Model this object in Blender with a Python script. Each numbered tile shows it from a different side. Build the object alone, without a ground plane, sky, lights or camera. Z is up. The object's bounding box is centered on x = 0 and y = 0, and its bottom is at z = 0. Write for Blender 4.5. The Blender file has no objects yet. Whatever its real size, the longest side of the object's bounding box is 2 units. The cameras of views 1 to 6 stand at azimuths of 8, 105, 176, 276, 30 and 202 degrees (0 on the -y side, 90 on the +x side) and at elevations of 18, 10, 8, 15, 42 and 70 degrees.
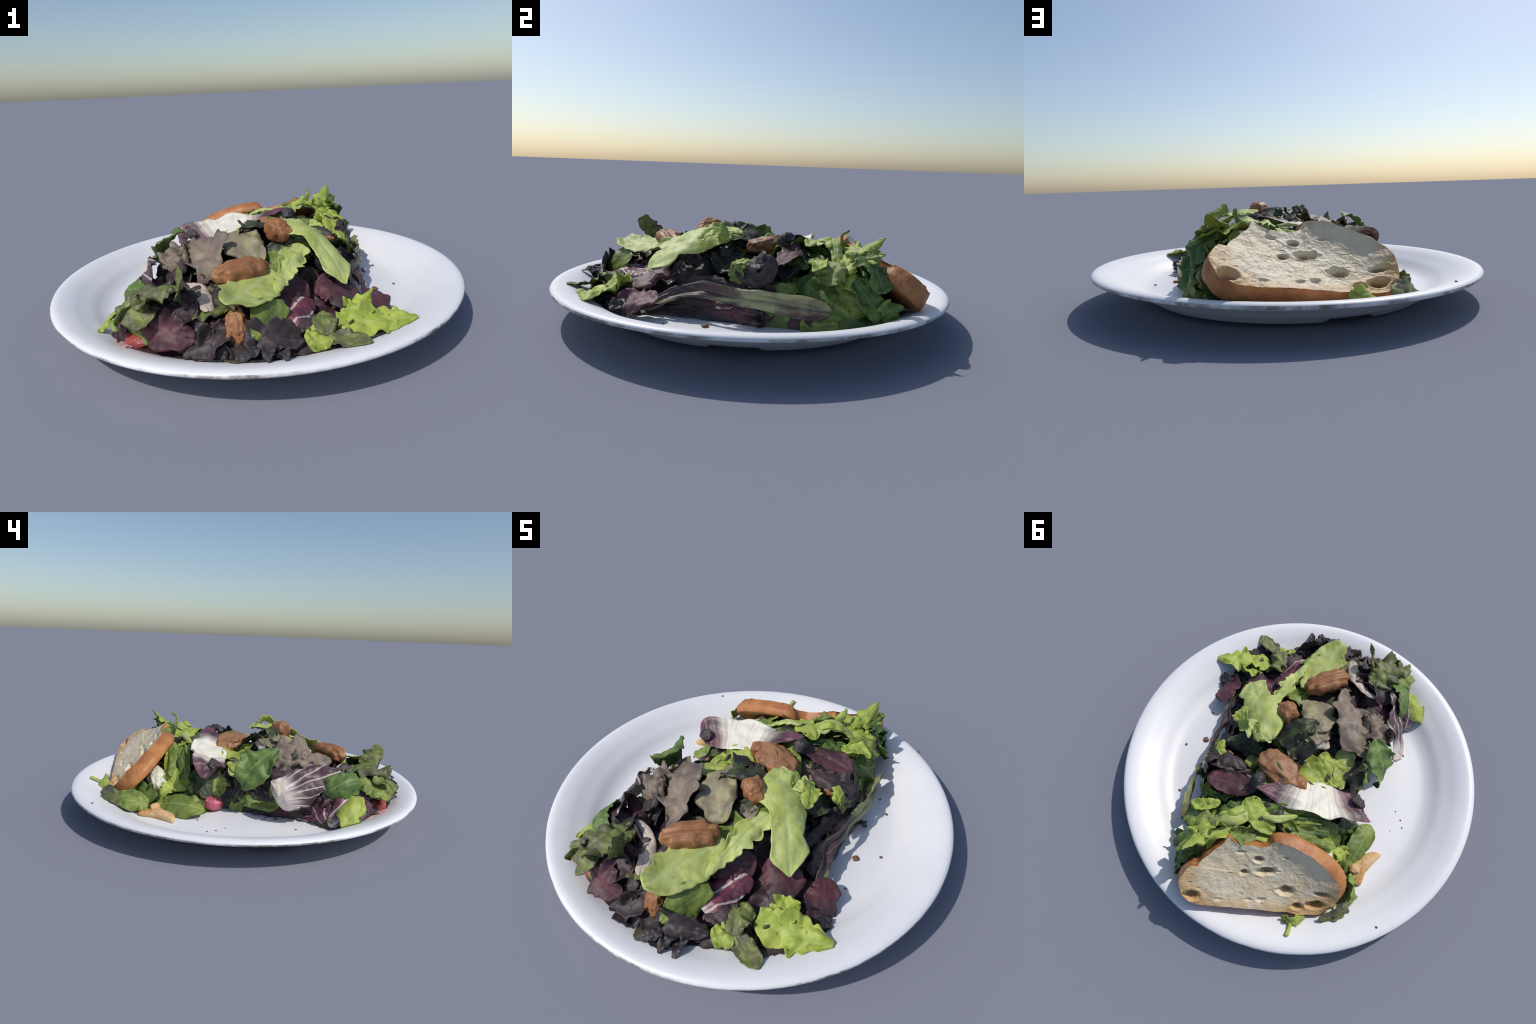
# A plate of mixed-leaf salad with nuts and a slice of bread.
import bpy, math, random
import numpy as np
from mathutils import Vector, Matrix

# ------------------------------------------------------------------ helpers
def hash3(i, j, k, seed):
    n = np.sin(i * 127.1 + j * 311.7 + k * 74.7 + seed * 53.3) * 43758.5453
    return n - np.floor(n)

def vnoise(p, seed=0):
    """smooth value noise in -1..1 at points p (n,3)"""
    p = np.asarray(p, float)
    f = np.floor(p); w = p - f; w = w * w * (3 - 2 * w)
    i, j, k = f[:, 0], f[:, 1], f[:, 2]
    r = 0
    for a in (0, 1):
        for b in (0, 1):
            for c in (0, 1):
                q = (w[:, 0] if a else 1 - w[:, 0]) * (w[:, 1] if b else 1 - w[:, 1]) * (w[:, 2] if c else 1 - w[:, 2])
                r = r + q * hash3(i + a, j + b, k + c, seed)
    return r * 2 - 1

def fbm(p, seed=0, octaves=3):
    p = np.asarray(p, float); s = 0; a = 1.0
    for o in range(octaves):
        s = s + a * vnoise(p * 2 ** o + 7.3 * o, seed + o); a *= .5
    return s

def catmull(P, n):
    """n points along a Catmull-Rom curve through rows of P, even by arc length"""
    P = np.asarray(P, float)
    Q = np.vstack([2 * P[0] - P[1], P, 2 * P[-1] - P[-2]])
    out = []
    for i in range(len(P) - 1):
        p0, p1, p2, p3 = Q[i:i + 4]
        t = np.linspace(0, 1, 24, endpoint=False)[:, None]
        out.append(.5 * (2 * p1 + (p2 - p0) * t + (2 * p0 - 5 * p1 + 4 * p2 - p3) * t ** 2 + (3 * p1 - p0 - 3 * p2 + p3) * t ** 3))
    out = np.vstack(out + [P[-1:]])
    d = np.r_[0, np.cumsum(np.linalg.norm(np.diff(out[:, :3], axis=0), axis=1))]
    s = np.linspace(0, d[-1], n)
    return np.stack([np.interp(s, d, out[:, c]) for c in range(out.shape[1])], 1)

def unit(v):
    return v / np.maximum(np.linalg.norm(v, axis=-1, keepdims=True), 1e-9)

# ------------------------------------------------------------------ plate shape
RIM_TILT = 0.016          # the plate stands slightly higher on its +x side
TOP = [(0, .058), (.60, .058), (.69, .059), (.738, .063), (.779, .081), (.818, .1075), (.865, .130), (.905, .149), (.945, .161), (.965, .1645)]
EDGE = [(.982, .1645), (.995, .159), (1.0, .151), (.996, .143), (.98, .137)]
UNDER = [(.93, .125), (.87, .104), (.83, .084), (.80, .066), (.782, .054), (.768, .047), (.740, .033), (.716, .0145), (.709, .0113), (.688, .0113), (.680, .017), (.666, .034), (.64, .038), (0, .038)]

def plate_z(x, y):
    r = np.hypot(x, y)
    t = np.array(TOP + EDGE[:3])
    return np.interp(r, t[:, 0], t[:, 1]) + RIM_TILT * x

# ------------------------------------------------------------------ heap shape
# outline of the pile on the plate, counter-clockwise from the front
FOOT = [(.10, -.86), (.26, -.79), (.40, -.73), (.55, -.65), (.62, -.54), (.59, -.45), (.54, -.32), (.495, -.18), (.485, 0.0), (.495, .18),
        (.49, .34), (.47, .48), (.43, .64), (.34, .75), (.20, .74), (0, .66), (-.20, .68), (-.38, .68), (-.48, .60), (-.47, .50),
        (-.40, .38), (-.46, .28), (-.44, .18), (-.36, .14), (-.33, .07), (-.35, -.03), (-.37, -.14), (-.40, -.27), (-.44, -.39), (-.51, -.48),
        (-.54, -.60), (-.47, -.70), (-.38, -.78), (-.24, -.83), (-.08, -.86)]
# heights of the pile, read as a rough relief of the mixed leaves
RELIEF = [(-.10, -.57, .27), (.11, -.40, .29), (.14, -.2, .37), (.08, .105, .32), (-.2, .2, .33), (.145, .26, .35), (-.35, .19, .24),
          (.40, -.35, .21), (.17, -.02, .32), (.34, -.1, .28), (.28, .06, .24), (.25, .15, .27), (.26, -.62, .15), (.20, -.70, .14), (.33, -.50, .17), (.5, -.55, .14), (.62, -.5, .12), (-.17, -.70, .27), (-.18, -.8, .12), (.03, -.76, .16),
          (-.32, -.77, .13), (-.36, -.66, .26), (-.26, -.62, .30), (-.35, -.53, .27), (-.47, -.3, .19), (-.33, -.13, .30),
          (-.13, -.45, .29), (-.30, -.22, .33), (.03, -.13, .38), (.1, -.8, .15), (0, -.70, .25), (.16, -.6, .24), (.22, -.25, .32),
          (.55, -.28, .11), (.62, -.43, .09), (.46, .42, .15), (-.35, -.36, .30), (-.40, -.20, .35), (-.42, -.45, .27), (.46, -.14, .17), (.32, .26, .31), (.42, .26, .28), (.40, .44, .25),
          (.33, .60, .33), (.22, .46, .38), (0, .36, .34), (-.2, .34, .28), (-.4, .3, .11), (-.45, .19, .08), (-.55, -.58, .13),
          (-.43, .5, .08), (-.3, .45, .2), (.05, .55, .26), (-.25, .65, .06), (.3, .72, .14), (.42, .68, .15), (.2, -.85, .13),
          (.35, -.65, .14), (.46, .05, .22), (.49, .2, .22), (-.32, 0, .20), (-.2, -.05, .28), (-.1, .05, .28), (0, .65, .1), (.1, .7, .1)]
_R = np.array(RELIEF)
_F = catmull(np.array([(a, b, 0) for a, b in FOOT + FOOT[:1]]), 200)[:, :2]

def foot_distance(x, y):
    """signed distance to the pile's outline, positive inside"""
    P = np.stack([x, y], 1)
    A = _F[:-1]; B = _F[1:]; AB = B - A
    t = np.clip(((P[:, None] - A) * AB).sum(2) / (AB ** 2).sum(1), 0, 1)
    d = np.sqrt((((A + t[..., None] * AB) - P[:, None]) ** 2).sum(2)).min(1)
    inside = np.zeros(len(P), bool)
    for a, b in zip(A, B):
        c = ((a[1] > P[:, 1]) != (b[1] > P[:, 1]))
        inside ^= c & (P[:, 0] < (b[0] - a[0]) * (P[:, 1] - a[1]) / (b[1] - a[1] + 1e-12) + a[0])
    return np.where(inside, d, -d)

def heap_z(x, y):
    x = np.atleast_1d(np.asarray(x, float)); y = np.atleast_1d(np.asarray(y, float))
    w = np.exp(-((x[:, None] - _R[:, 0]) ** 2 + (y[:, None] - _R[:, 1]) ** 2) / (2 * .07 ** 2)) + 1e-9
    m = (w * _R[:, 2]).sum(1) / w.sum(1)
    base = plate_z(x, y) - .004
    d = foot_distance(x, y)
    k = np.clip(d / .09, 0, 1)
    k = np.sqrt(np.clip(1 - (1 - k) ** 2, 0, 1))
    return base + np.maximum(m - base, .01) * k - .02 * (d < 0)

def heap_normal(x, y, h=.03):
    gx = (heap_z(x + h, y) - heap_z(x - h, y)) / (2 * h)
    gy = (heap_z(x, y + h) - heap_z(x, y - h)) / (2 * h)
    return unit(np.stack([-gx, -gy, np.ones_like(gx)], 1))

# ------------------------------------------------------------------ materials
def new_mat(name):
    m = bpy.data.materials.new(name); m.use_nodes = True
    nt = m.node_tree; b = nt.nodes["Principled BSDF"]
    return m, nt, b

class N:
    """tiny node-graph writer"""
    def __init__(s, nt): s.nt = nt
    def node(s, t, **kw):
        n = s.nt.nodes.new(t)
        for k, v in kw.items(): setattr(n, k, v)
        return n
    def put(s, sock, v):
        if hasattr(v, "is_linked"): s.nt.links.new(v, sock)
        elif v is not None:
            sock.default_value = (tuple(v) + (1,) if isinstance(v, (tuple, list)) and len(v) == 3 and sock.type == 'RGBA' else v)
    def math(s, op, a, b=None, c=None):
        n = s.node("ShaderNodeMath", operation=op)
        for i, v in enumerate((a, b, c)): s.put(n.inputs[i], v)
        return n.outputs[0]
    def mix(s, f, a, b, blend='MIX'):
        n = s.node("ShaderNodeMix", data_type='RGBA', blend_type=blend)
        s.put(n.inputs[0], f); s.put(n.inputs[6], a); s.put(n.inputs[7], b)
        return n.outputs[2]
    def noise(s, vec, scale, detail=3, rough=.55, distort=0.0):
        n = s.node("ShaderNodeTexNoise")
        s.put(n.inputs["Vector"], vec); n.inputs["Scale"].default_value = scale
        n.inputs["Detail"].default_value = detail; n.inputs["Roughness"].default_value = rough
        n.inputs["Distortion"].default_value = distort
        return n.outputs[0]
    def ramp(s, f, lo, hi):
        n = s.node("ShaderNodeMapRange", interpolation_type='SMOOTHSTEP')
        s.put(n.inputs[0], f); n.inputs[1].default_value = lo; n.inputs[2].default_value = hi
        return n.outputs[0]
    def voronoi(s, vec, scale, feature='F1'):
        n = s.node("ShaderNodeTexVoronoi", feature=feature)
        s.put(n.inputs["Vector"], vec); n.inputs["Scale"].default_value = scale
        return n
    def bump(s, h, strength, dist=.01):
        n = s.node("ShaderNodeBump"); n.inputs["Strength"].default_value = strength; n.inputs["Distance"].default_value = dist
        s.put(n.inputs["Height"], h); return n.outputs[0]

def leaf_mat(name, base, alt, edge=None, edge_at=(.55, 1.0), vein=None, vein_amt=.5, spot=None, spot_at=(.6, .75), tip=None, tip_at=(.5, 1), rough=.55, alt_at=(.4, .62), rib=.05):
    m, nt, b = new_mat(name); g = N(nt)
    tc = g.node("ShaderNodeTexCoord"); ob = tc.outputs["Object"]
    info = g.node("ShaderNodeObjectInfo").outputs["Random"]
    sh = g.node("ShaderNodeVectorMath", operation='ADD'); nt.links.new(ob, sh.inputs[0])
    off = g.math('MULTIPLY', info, 17.0); cmb = g.node("ShaderNodeCombineXYZ")
    for i in range(3): nt.links.new(off, cmb.inputs[i])
    nt.links.new(cmb.outputs[0], sh.inputs[1]); ov = sh.outputs[0]
    sep = g.node("ShaderNodeSeparateXYZ"); nt.links.new(tc.outputs["Generated"], sep.inputs[0])
    x, y = sep.outputs[0], sep.outputs[1]
    n1 = g.noise(ov, 9, 4, .6, .6); n2 = g.noise(ov, 34, 3); n3 = g.noise(ov, 120, 2)
    col = g.mix(g.ramp(n1, *alt_at), base, alt)
    # thin darker creases
    cr = g.math('ABSOLUTE', g.math('SUBTRACT', g.noise(ov, 15, 3, .6, .4), .5))
    col = g.mix(g.math('MULTIPLY', g.math('SUBTRACT', 1.0, g.ramp(cr, .0, .03)), .28), col, tuple(q * .45 for q in base))
    ay = g.math('MULTIPLY', g.math('ABSOLUTE', g.math('SUBTRACT', y, .5)), 2.0)
    if tip is not None:
        col = g.mix(g.ramp(g.math('ADD', x, g.math('MULTIPLY', g.math('SUBTRACT', n1, .5), .5)), *tip_at), col, tip)
    if edge is not None:
        e = g.math('ADD', ay, g.math('MULTIPLY', g.math('SUBTRACT', n1, .5), 1.0))
        col = g.mix(g.ramp(e, *edge_at), col, edge)
    if vein is not None:
        # side veins branch from the midrib towards the edge
        ph = g.math('ADD', g.math('MULTIPLY', x, 9.0), g.math('MULTIPLY', ay, -3.2))
        ph = g.math('ADD', ph, g.math('MULTIPLY', n1, 1.6))
        fr = g.math('ABSOLUTE', g.math('SUBTRACT', g.math('FRACT', ph), .5))
        side = g.math('SUBTRACT', 1.0, g.ramp(fr, .03, .10))
        mid = g.math('SUBTRACT', 1.0, g.ramp(ay, rib * .4, rib * 2.2))
        v = g.math('MAXIMUM', g.math('MULTIPLY', side, .45), mid)
        v = g.math('MULTIPLY', v, vein_amt)
        col = g.mix(v, col, vein)
    if spot is not None:
        col = g.mix(g.ramp(n2, *spot_at), col, spot)
    # small changes of value between and along the leaves
    val = g.math('ADD', .80, g.math('ADD', g.math('MULTIPLY', info, .18), g.math('MULTIPLY', g.math('ADD', n2, n3), .11)))
    hsv = g.node("ShaderNodeHueSaturation"); nt.links.new(val, hsv.inputs["Value"]); nt.links.new(col, hsv.inputs["Color"])
    nt.links.new(hsv.outputs[0], b.inputs["Base Color"])
    b.inputs["Roughness"].default_value = rough; b.inputs["Specular IOR Level"].default_value = .5
    nt.links.new(g.bump(g.math('ADD', n2, g.math('MULTIPLY', n3, .6)), .22, .008), b.inputs["Normal"])
    return m

def radicchio_mat(name, purple, dark, white, white_from, white_to, lines=7.0, spread=.35, line_amt=.75):
    """white heart that feathers into purple along the leaf, with pale veins that fan out from the base"""
    m, nt, b = new_mat(name); g = N(nt)
    tc = g.node("ShaderNodeTexCoord"); ob = tc.outputs["Object"]
    sep = g.node("ShaderNodeSeparateXYZ"); nt.links.new(tc.outputs["Generated"], sep.inputs[0])
    x, y = sep.outputs[0], sep.outputs[1]
    n1 = g.noise(ob, 10, 4, .6); n2 = g.noise(ob, 45, 3)
    fan = g.math('DIVIDE', g.math('SUBTRACT', y, .5), g.math('ADD', x, spread))
    streak = g.noise(g.math('MULTIPLY', fan, 1.0), lines * 1.7, 3, .6)
    body = g.mix(g.ramp(n1, .38, .62), purple, dark)
    fr = g.math('ABSOLUTE', g.math('SUBTRACT', g.math('FRACT', g.math('ADD', g.math('MULTIPLY', fan, lines), g.math('MULTIPLY', n1, .5))), .5))
    line = g.math('MULTIPLY', g.math('SUBTRACT', 1.0, g.ramp(fr, .03, .13)), line_amt)
    body = g.mix(line, body, white)
    xs = g.math('ADD', x, g.math('MULTIPLY', g.math('SUBTRACT', streak, .5), .55))
    w = g.math('SUBTRACT', 1.0, g.ramp(xs, white_to - .12, white_to + .12))
    if white_from > 0:
        w = g.math('MULTIPLY', w, g.ramp(xs, white_from - .10, white_from + .06))
    col = g.mix(w, body, white)
    col = g.mix(g.math('MULTIPLY', n2, .25), col, g.mix(.5, col, dark))
    nt.links.new(col, b.inputs["Base Color"])
    b.inputs["Roughness"].default_value = .45; b.inputs["Specular IOR Level"].default_value = .5
    nt.links.new(g.bump(g.math('ADD', n2, line), .3, .01), b.inputs["Normal"])
    return m

def heart_mat(name, purple, dark, white, centre, half):
    """white middle, ribs fanning across the leaf from its lower edge, purple ends"""
    m, nt, b = new_mat(name); g = N(nt)
    tc = g.node("ShaderNodeTexCoord"); ob = tc.outputs["Object"]
    sep = g.node("ShaderNodeSeparateXYZ"); nt.links.new(tc.outputs["Generated"], sep.inputs[0])
    x, y = sep.outputs[0], sep.outputs[1]
    n1 = g.noise(ob, 9, 4, .6); n2 = g.noise(ob, 45, 3)
    fan = g.math('DIVIDE', g.math('SUBTRACT', x, centre), g.math('ADD', g.math('MULTIPLY', y, .55), .72))
    streak = g.noise(fan, 13, 4, .65)
    af = g.math('ADD', g.math('ABSOLUTE', fan), g.math('MULTIPLY', g.math('SUBTRACT', streak, .5), .30))
    w = g.math('SUBTRACT', 1.0, g.ramp(af, half - .10, half + .12))
    body = g.mix(g.ramp(n1, .36, .62), purple, dark)
    fine = g.math('MULTIPLY', g.ramp(streak, .58, .70), .4)
    body = g.mix(fine, body, white)
    wh = g.mix(g.math('MULTIPLY', g.ramp(streak, .45, .7), .4), white, (.66, .60, .44))
    col = g.mix(w, body, wh)
    nt.links.new(col, b.inputs["Base Color"])
    b.inputs["Roughness"].default_value = .45; b.inputs["Specular IOR Level"].default_value = .5
    nt.links.new(g.bump(g.math('ADD', g.math('MULTIPLY', streak, 2.0), n2), .35, .012), b.inputs["Normal"])
    return m

MAT = {}
MAT['pale'] = leaf_mat("pale_green_leaf", (.45, .51, .17), (.38, .44, .10), edge=(.32, .40, .085), edge_at=(.8, 1.5), vein=(.52, .57, .28), vein_amt=.4, spot=(.22, .23, .08), spot_at=(.68, .82))
MAT['lime'] = leaf_mat("lime_lettuce", (.36, .43, .070), (.25, .33, .042), edge=(.38, .45, .09), edge_at=(.5, 1.3), vein=(.46, .52, .2), vein_amt=.3, spot=(.11, .15, .03), spot_at=(.6, .76))
MAT['green'] = leaf_mat("green_leaf", (.13, .19, .034), (.22, .28, .055), edge=(.085, .135, .028), edge_at=(.7, 1.4), vein=(.34, .40, .14), vein_amt=.35, spot=(.035, .05, .02), spot_at=(.6, .74))
MAT['spinach'] = leaf_mat("spinach_leaf", (.075, .135, .028), (.135, .205, .042), edge=(.05, .095, .022), edge_at=(.7, 1.4), vein=(.26, .36, .12), vein_amt=.35, spot=(.028, .03, .018), spot_at=(.62, .72))
MAT['dark'] = leaf_mat("dark_red_leaf", (.036, .026, .030), (.060, .040, .042), edge=(.026, .022, .025), edge_at=(.5, 1.2), vein=(.10, .065, .07), vein_amt=.35, spot=(.032, .042, .018), spot_at=(.64, .76), rough=.58)
MAT['darkgreen'] = leaf_mat("dark_green_leaf", (.040, .055, .020), (.034, .028, .028), edge=(.032, .026, .028), edge_at=(.4, 1.1), vein=(.13, .18, .06), vein_amt=.3, spot=(.085, .12, .03), spot_at=(.62, .75))
MAT['black'] = leaf_mat("black_frill_leaf", (.034, .029, .033), (.055, .045, .047), edge=(.022, .021, .025), edge_at=(.4, 1.1), spot=(.08, .064, .06), spot_at=(.64, .78), rough=.58)
MAT['brown'] = leaf_mat("brown_oak_leaf", (.215, .165, .122), (.155, .12, .098), edge=(.095, .076, .064), edge_at=(.6, 1.2), vein=(.26, .23, .17), vein_amt=.3, spot=(.15, .155, .06), spot_at=(.6, .75))
MAT['olivebrown'] = leaf_mat("olive_brown_leaf", (.29, .265, .14), (.23, .185, .13), edge=(.14, .115, .085), edge_at=(.6, 1.3), vein=(.31, .30, .17), vein_amt=.3, spot=(.22, .25, .09), spot_at=(.6, .75))
MAT['olive'] = leaf_mat("olive_frill_lettuce", (.16, .19, .05), (.105, .095, .06), edge=(.060, .054, .040), edge_at=(.5, 1.25), vein=(.25, .29, .09), vein_amt=.3, spot=(.22, .29, .06), spot_at=(.56, .7))
MAT['burgundy'] = leaf_mat("burgundy_leaf", (.10, .029, .040), (.058, .025, .031), edge=(.036, .024, .028), edge_at=(.6, 1.3), vein=(.26, .12, .13), vein_amt=.2, spot=(.14, .045, .055), spot_at=(.64, .78), rough=.58)
MAT['stem'] = leaf_mat("pale_stem_leaf", (.24, .25, .13), (.17, .15, .10), edge=(.065, .042, .045), edge_at=(.45, 1.0), tip=(.070, .040, .045), tip_at=(.28, .55), vein=(.34, .38, .16), vein_amt=.55, rib=.08)
MAT['white'] = leaf_mat("white_rib_leaf", (.66, .56, .47), (.55, .44, .36), edge=(.12, .07, .06), edge_at=(.75, 1.3), vein=(.75, .7, .62), vein_amt=.3)
MAT['radheart'] = heart_mat("radicchio_heart", (.17, .055, .09), (.065, .035, .042), (.78, .74, .63), .48, .21)
MAT['rad'] = radicchio_mat("radicchio_veined", (.105, .055, .064), (.055, .034, .040), (.64, .56, .52), -1, .26, 4.2, .35, .75)
MAT['radpink'] = radicchio_mat("radicchio_magenta", (.19, .05, .080), (.10, .034, .050), (.70, .60, .58), -1, .10, 3, .9, .8)

def mat_plate():
    m, nt, b = new_mat("white_melamine"); g = N(nt)
    tc = g.node("ShaderNodeTexCoord"); ob = tc.outputs["Object"]
    sep = g.node("ShaderNodeSeparateXYZ"); nt.links.new(ob, sep.inputs[0])
    r = g.math('SQRT', g.math('ADD', g.math('POWER', sep.outputs[0], 2.0), g.math('POWER', sep.outputs[1], 2.0)))
    n1 = g.noise(ob, 5, 3); n2 = g.noise(ob, 22, 4, .65)
    col = g.mix(g.ramp(n1, .3, .75), (.80, .80, .815), (.76, .765, .79))
    # scuffed, browned outer edge of the rim
    low = g.math('LESS_THAN', g.math('SUBTRACT', sep.outputs[2], g.math('MULTIPLY', sep.outputs[0], .017)), .156)
    e = g.ramp(g.math('ADD', r, g.math('MULTIPLY', g.math('SUBTRACT', n2, .5), .05)), .985, 1.004)
    e = g.math('MULTIPLY', g.math('MULTIPLY', e, low), g.ramp(n1, .36, .6))
    col = g.mix(g.math('MULTIPLY', e, .9), col, (.16, .13, .10))
    nt.links.new(col, b.inputs["Base Color"])
    b.inputs["Roughness"].default_value = .42; b.inputs["Specular IOR Level"].default_value = .5
    return m

def mat_simple(name, c1, c2, scale, rough=.55, c3=None, c3_at=(.6, .7), bump=.4, bscale=60, stretch=None):
    m, nt, b = new_mat(name); g = N(nt)
    tc = g.node("ShaderNodeTexCoord"); ob = tc.outputs["Object"]
    if stretch:
        mp = g.node("ShaderNodeMapping"); mp.inputs["Scale"].default_value = stretch
        nt.links.new(ob, mp.inputs[0]); ob = mp.outputs[0]
    n1 = g.noise(ob, scale, 4, .6); n2 = g.noise(ob, bscale, 3)
    col = g.mix(g.ramp(n1, .35, .65), c1, c2)
    if c3 is not None: col = g.mix(g.ramp(g.noise(ob, scale * 2.3, 3), *c3_at), col, c3)
    nt.links.new(col, b.inputs["Base Color"])
    b.inputs["Roughness"].default_value = rough; b.inputs["Specular IOR Level"].default_value = .5
    nt.links.new(g.bump(n2, bump, .01), b.inputs["Normal"])
    return m

# holes of the bread: centre u, v, half sizes, depth
BREAD_HOLES = [(-.349, -.100, .034, .024, .040), (-.011, .101, .028, .018, .030), (.030, .034, .046, .020, .032), (-.086, .026, .022, .015, .022), (.139, -.071, .040, .022, .042),
               (.196, -.158, .026, .016, .034), (.292, -.143, .046, .020, .055), (.318, -.078, .045, .013, .022), (-.063, -.126, .020, .009, .010), (-.215, -.124, .024, .009, .008),
               (.010, -.124, .022, .011, .012), (.125, .118, .022, .009, .012), (-.110, .140, .022, .009, .012), (.09, .035, .012, .008, .008)]
def mat_crumb():
    m, nt, b = new_mat("bread_crumb_face"); g = N(nt)
    ob = g.node("ShaderNodeTexCoord").outputs["Object"]
    sep = g.node("ShaderNodeSeparateXYZ"); nt.links.new(ob, sep.inputs[0])
    n1 = g.noise(ob, 7, 4, .6); n2 = g.noise(ob, 55, 3)
    col = g.mix(g.ramp(n1, .35, .7), (.74, .64, .47), (.66, .54, .35))
    # toasted towards the lower edge and the left end
    ux = g.math('DIVIDE', sep.outputs[0], .46); vy = g.math('DIVIDE', g.math('SUBTRACT', sep.outputs[1], .03), .24)
    rr = g.math('SQRT', g.math('ADD', g.math('POWER', ux, 2.0), g.math('POWER', vy, 2.0)))
    rr = g.math('ADD', rr, g.math('MULTIPLY', g.math('SUBTRACT', n1, .5), .5))
    col = g.mix(g.math('MULTIPLY', g.ramp(rr, .60, 1.02), .9), col, (.58, .34, .13))
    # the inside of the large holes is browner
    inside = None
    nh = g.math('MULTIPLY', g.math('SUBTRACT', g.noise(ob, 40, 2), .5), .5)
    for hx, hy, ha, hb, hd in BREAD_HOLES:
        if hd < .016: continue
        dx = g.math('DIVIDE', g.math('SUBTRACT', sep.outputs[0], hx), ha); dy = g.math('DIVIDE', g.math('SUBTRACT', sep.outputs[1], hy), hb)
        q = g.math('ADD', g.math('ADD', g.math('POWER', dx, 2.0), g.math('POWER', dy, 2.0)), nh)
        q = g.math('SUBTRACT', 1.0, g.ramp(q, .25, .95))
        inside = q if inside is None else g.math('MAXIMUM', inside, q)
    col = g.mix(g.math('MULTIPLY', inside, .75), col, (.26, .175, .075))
    # scattered small pores
    mp = g.node("ShaderNodeMapping"); mp.inputs["Scale"].default_value = (.55, 1.25, 1); nt.links.new(ob, mp.inputs[0])
    v1 = g.voronoi(mp.outputs[0], 26); v2 = g.voronoi(mp.outputs[0], 60)
    p = g.math('SUBTRACT', 1.0, g.ramp(v1.outputs["Distance"], .10, .26))
    q = g.math('SUBTRACT', 1.0, g.ramp(v2.outputs["Distance"], .10, .30))
    p = g.math('MULTIPLY', p, g.ramp(n1, .46, .58))
    pores = g.math('MAXIMUM', p, g.math('MULTIPLY', g.math('MULTIPLY', q, .6), g.ramp(n2, .45, .6)))
    col = g.mix(g.math('MULTIPLY', pores, .55), col, (.50, .34, .17))
    nt.links.new(col, b.inputs["Base Color"]); b.inputs["Roughness"].default_value = .55; b.inputs["Specular IOR Level"].default_value = .5
    h = g.math('SUBTRACT', n2, g.math('MULTIPLY', pores, .8))
    nt.links.new(g.bump(h, .5, .012), b.inputs["Normal"])
    return m

MAT['plate'] = mat_plate()
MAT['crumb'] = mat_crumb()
MAT['crust'] = mat_simple("baked_crust", (.50, .215, .068), (.34, .115, .036), 5, .5, (.56, .34, .15), (.56, .78), .3, 60)
MAT['pecan'] = mat_simple("roasted_pecan", (.33, .145, .058), (.24, .095, .040), 9, .5, (.42, .21, .08), (.54, .72), .2, 90)
MAT['walnut'] = mat_simple("roasted_walnut", (.26, .125, .06), (.34, .165, .07), 10, .5, (.18, .08, .04), (.56, .68), .25, 90)
MAT['tomato'] = mat_simple("tomato_flesh", (.40, .06, .045), (.28, .05, .04), 12, .4, (.48, .22, .17), (.6, .75), .2, 40)
MAT['radish'] = mat_simple("pink_radish", (.48, .10, .14), (.38, .075, .11), 9, .35, (.58, .30, .28), (.62, .78), .15, 40)
MAT['onion'] = mat_simple("pale_onion", (.62, .40, .38), (.50, .28, .28), 14, .4, (.3, .12, .1), (.62, .75), .2, 40)
MAT['cheese'] = mat_simple("white_cheese", (.72, .72, .62), (.62, .63, .5), 16, .6, None, (.6, .7), .6, 40)
MAT['scrap'] = mat_simple("bread_scrap_face", (.66, .46, .24), (.55, .30, .11), 8, .7, (.72, .58, .38), (.55, .7), .5, 50)
MAT['bit'] = mat_simple("brown_crumb", (.24, .10, .05), (.16, .09, .05), 20, .7)

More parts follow.
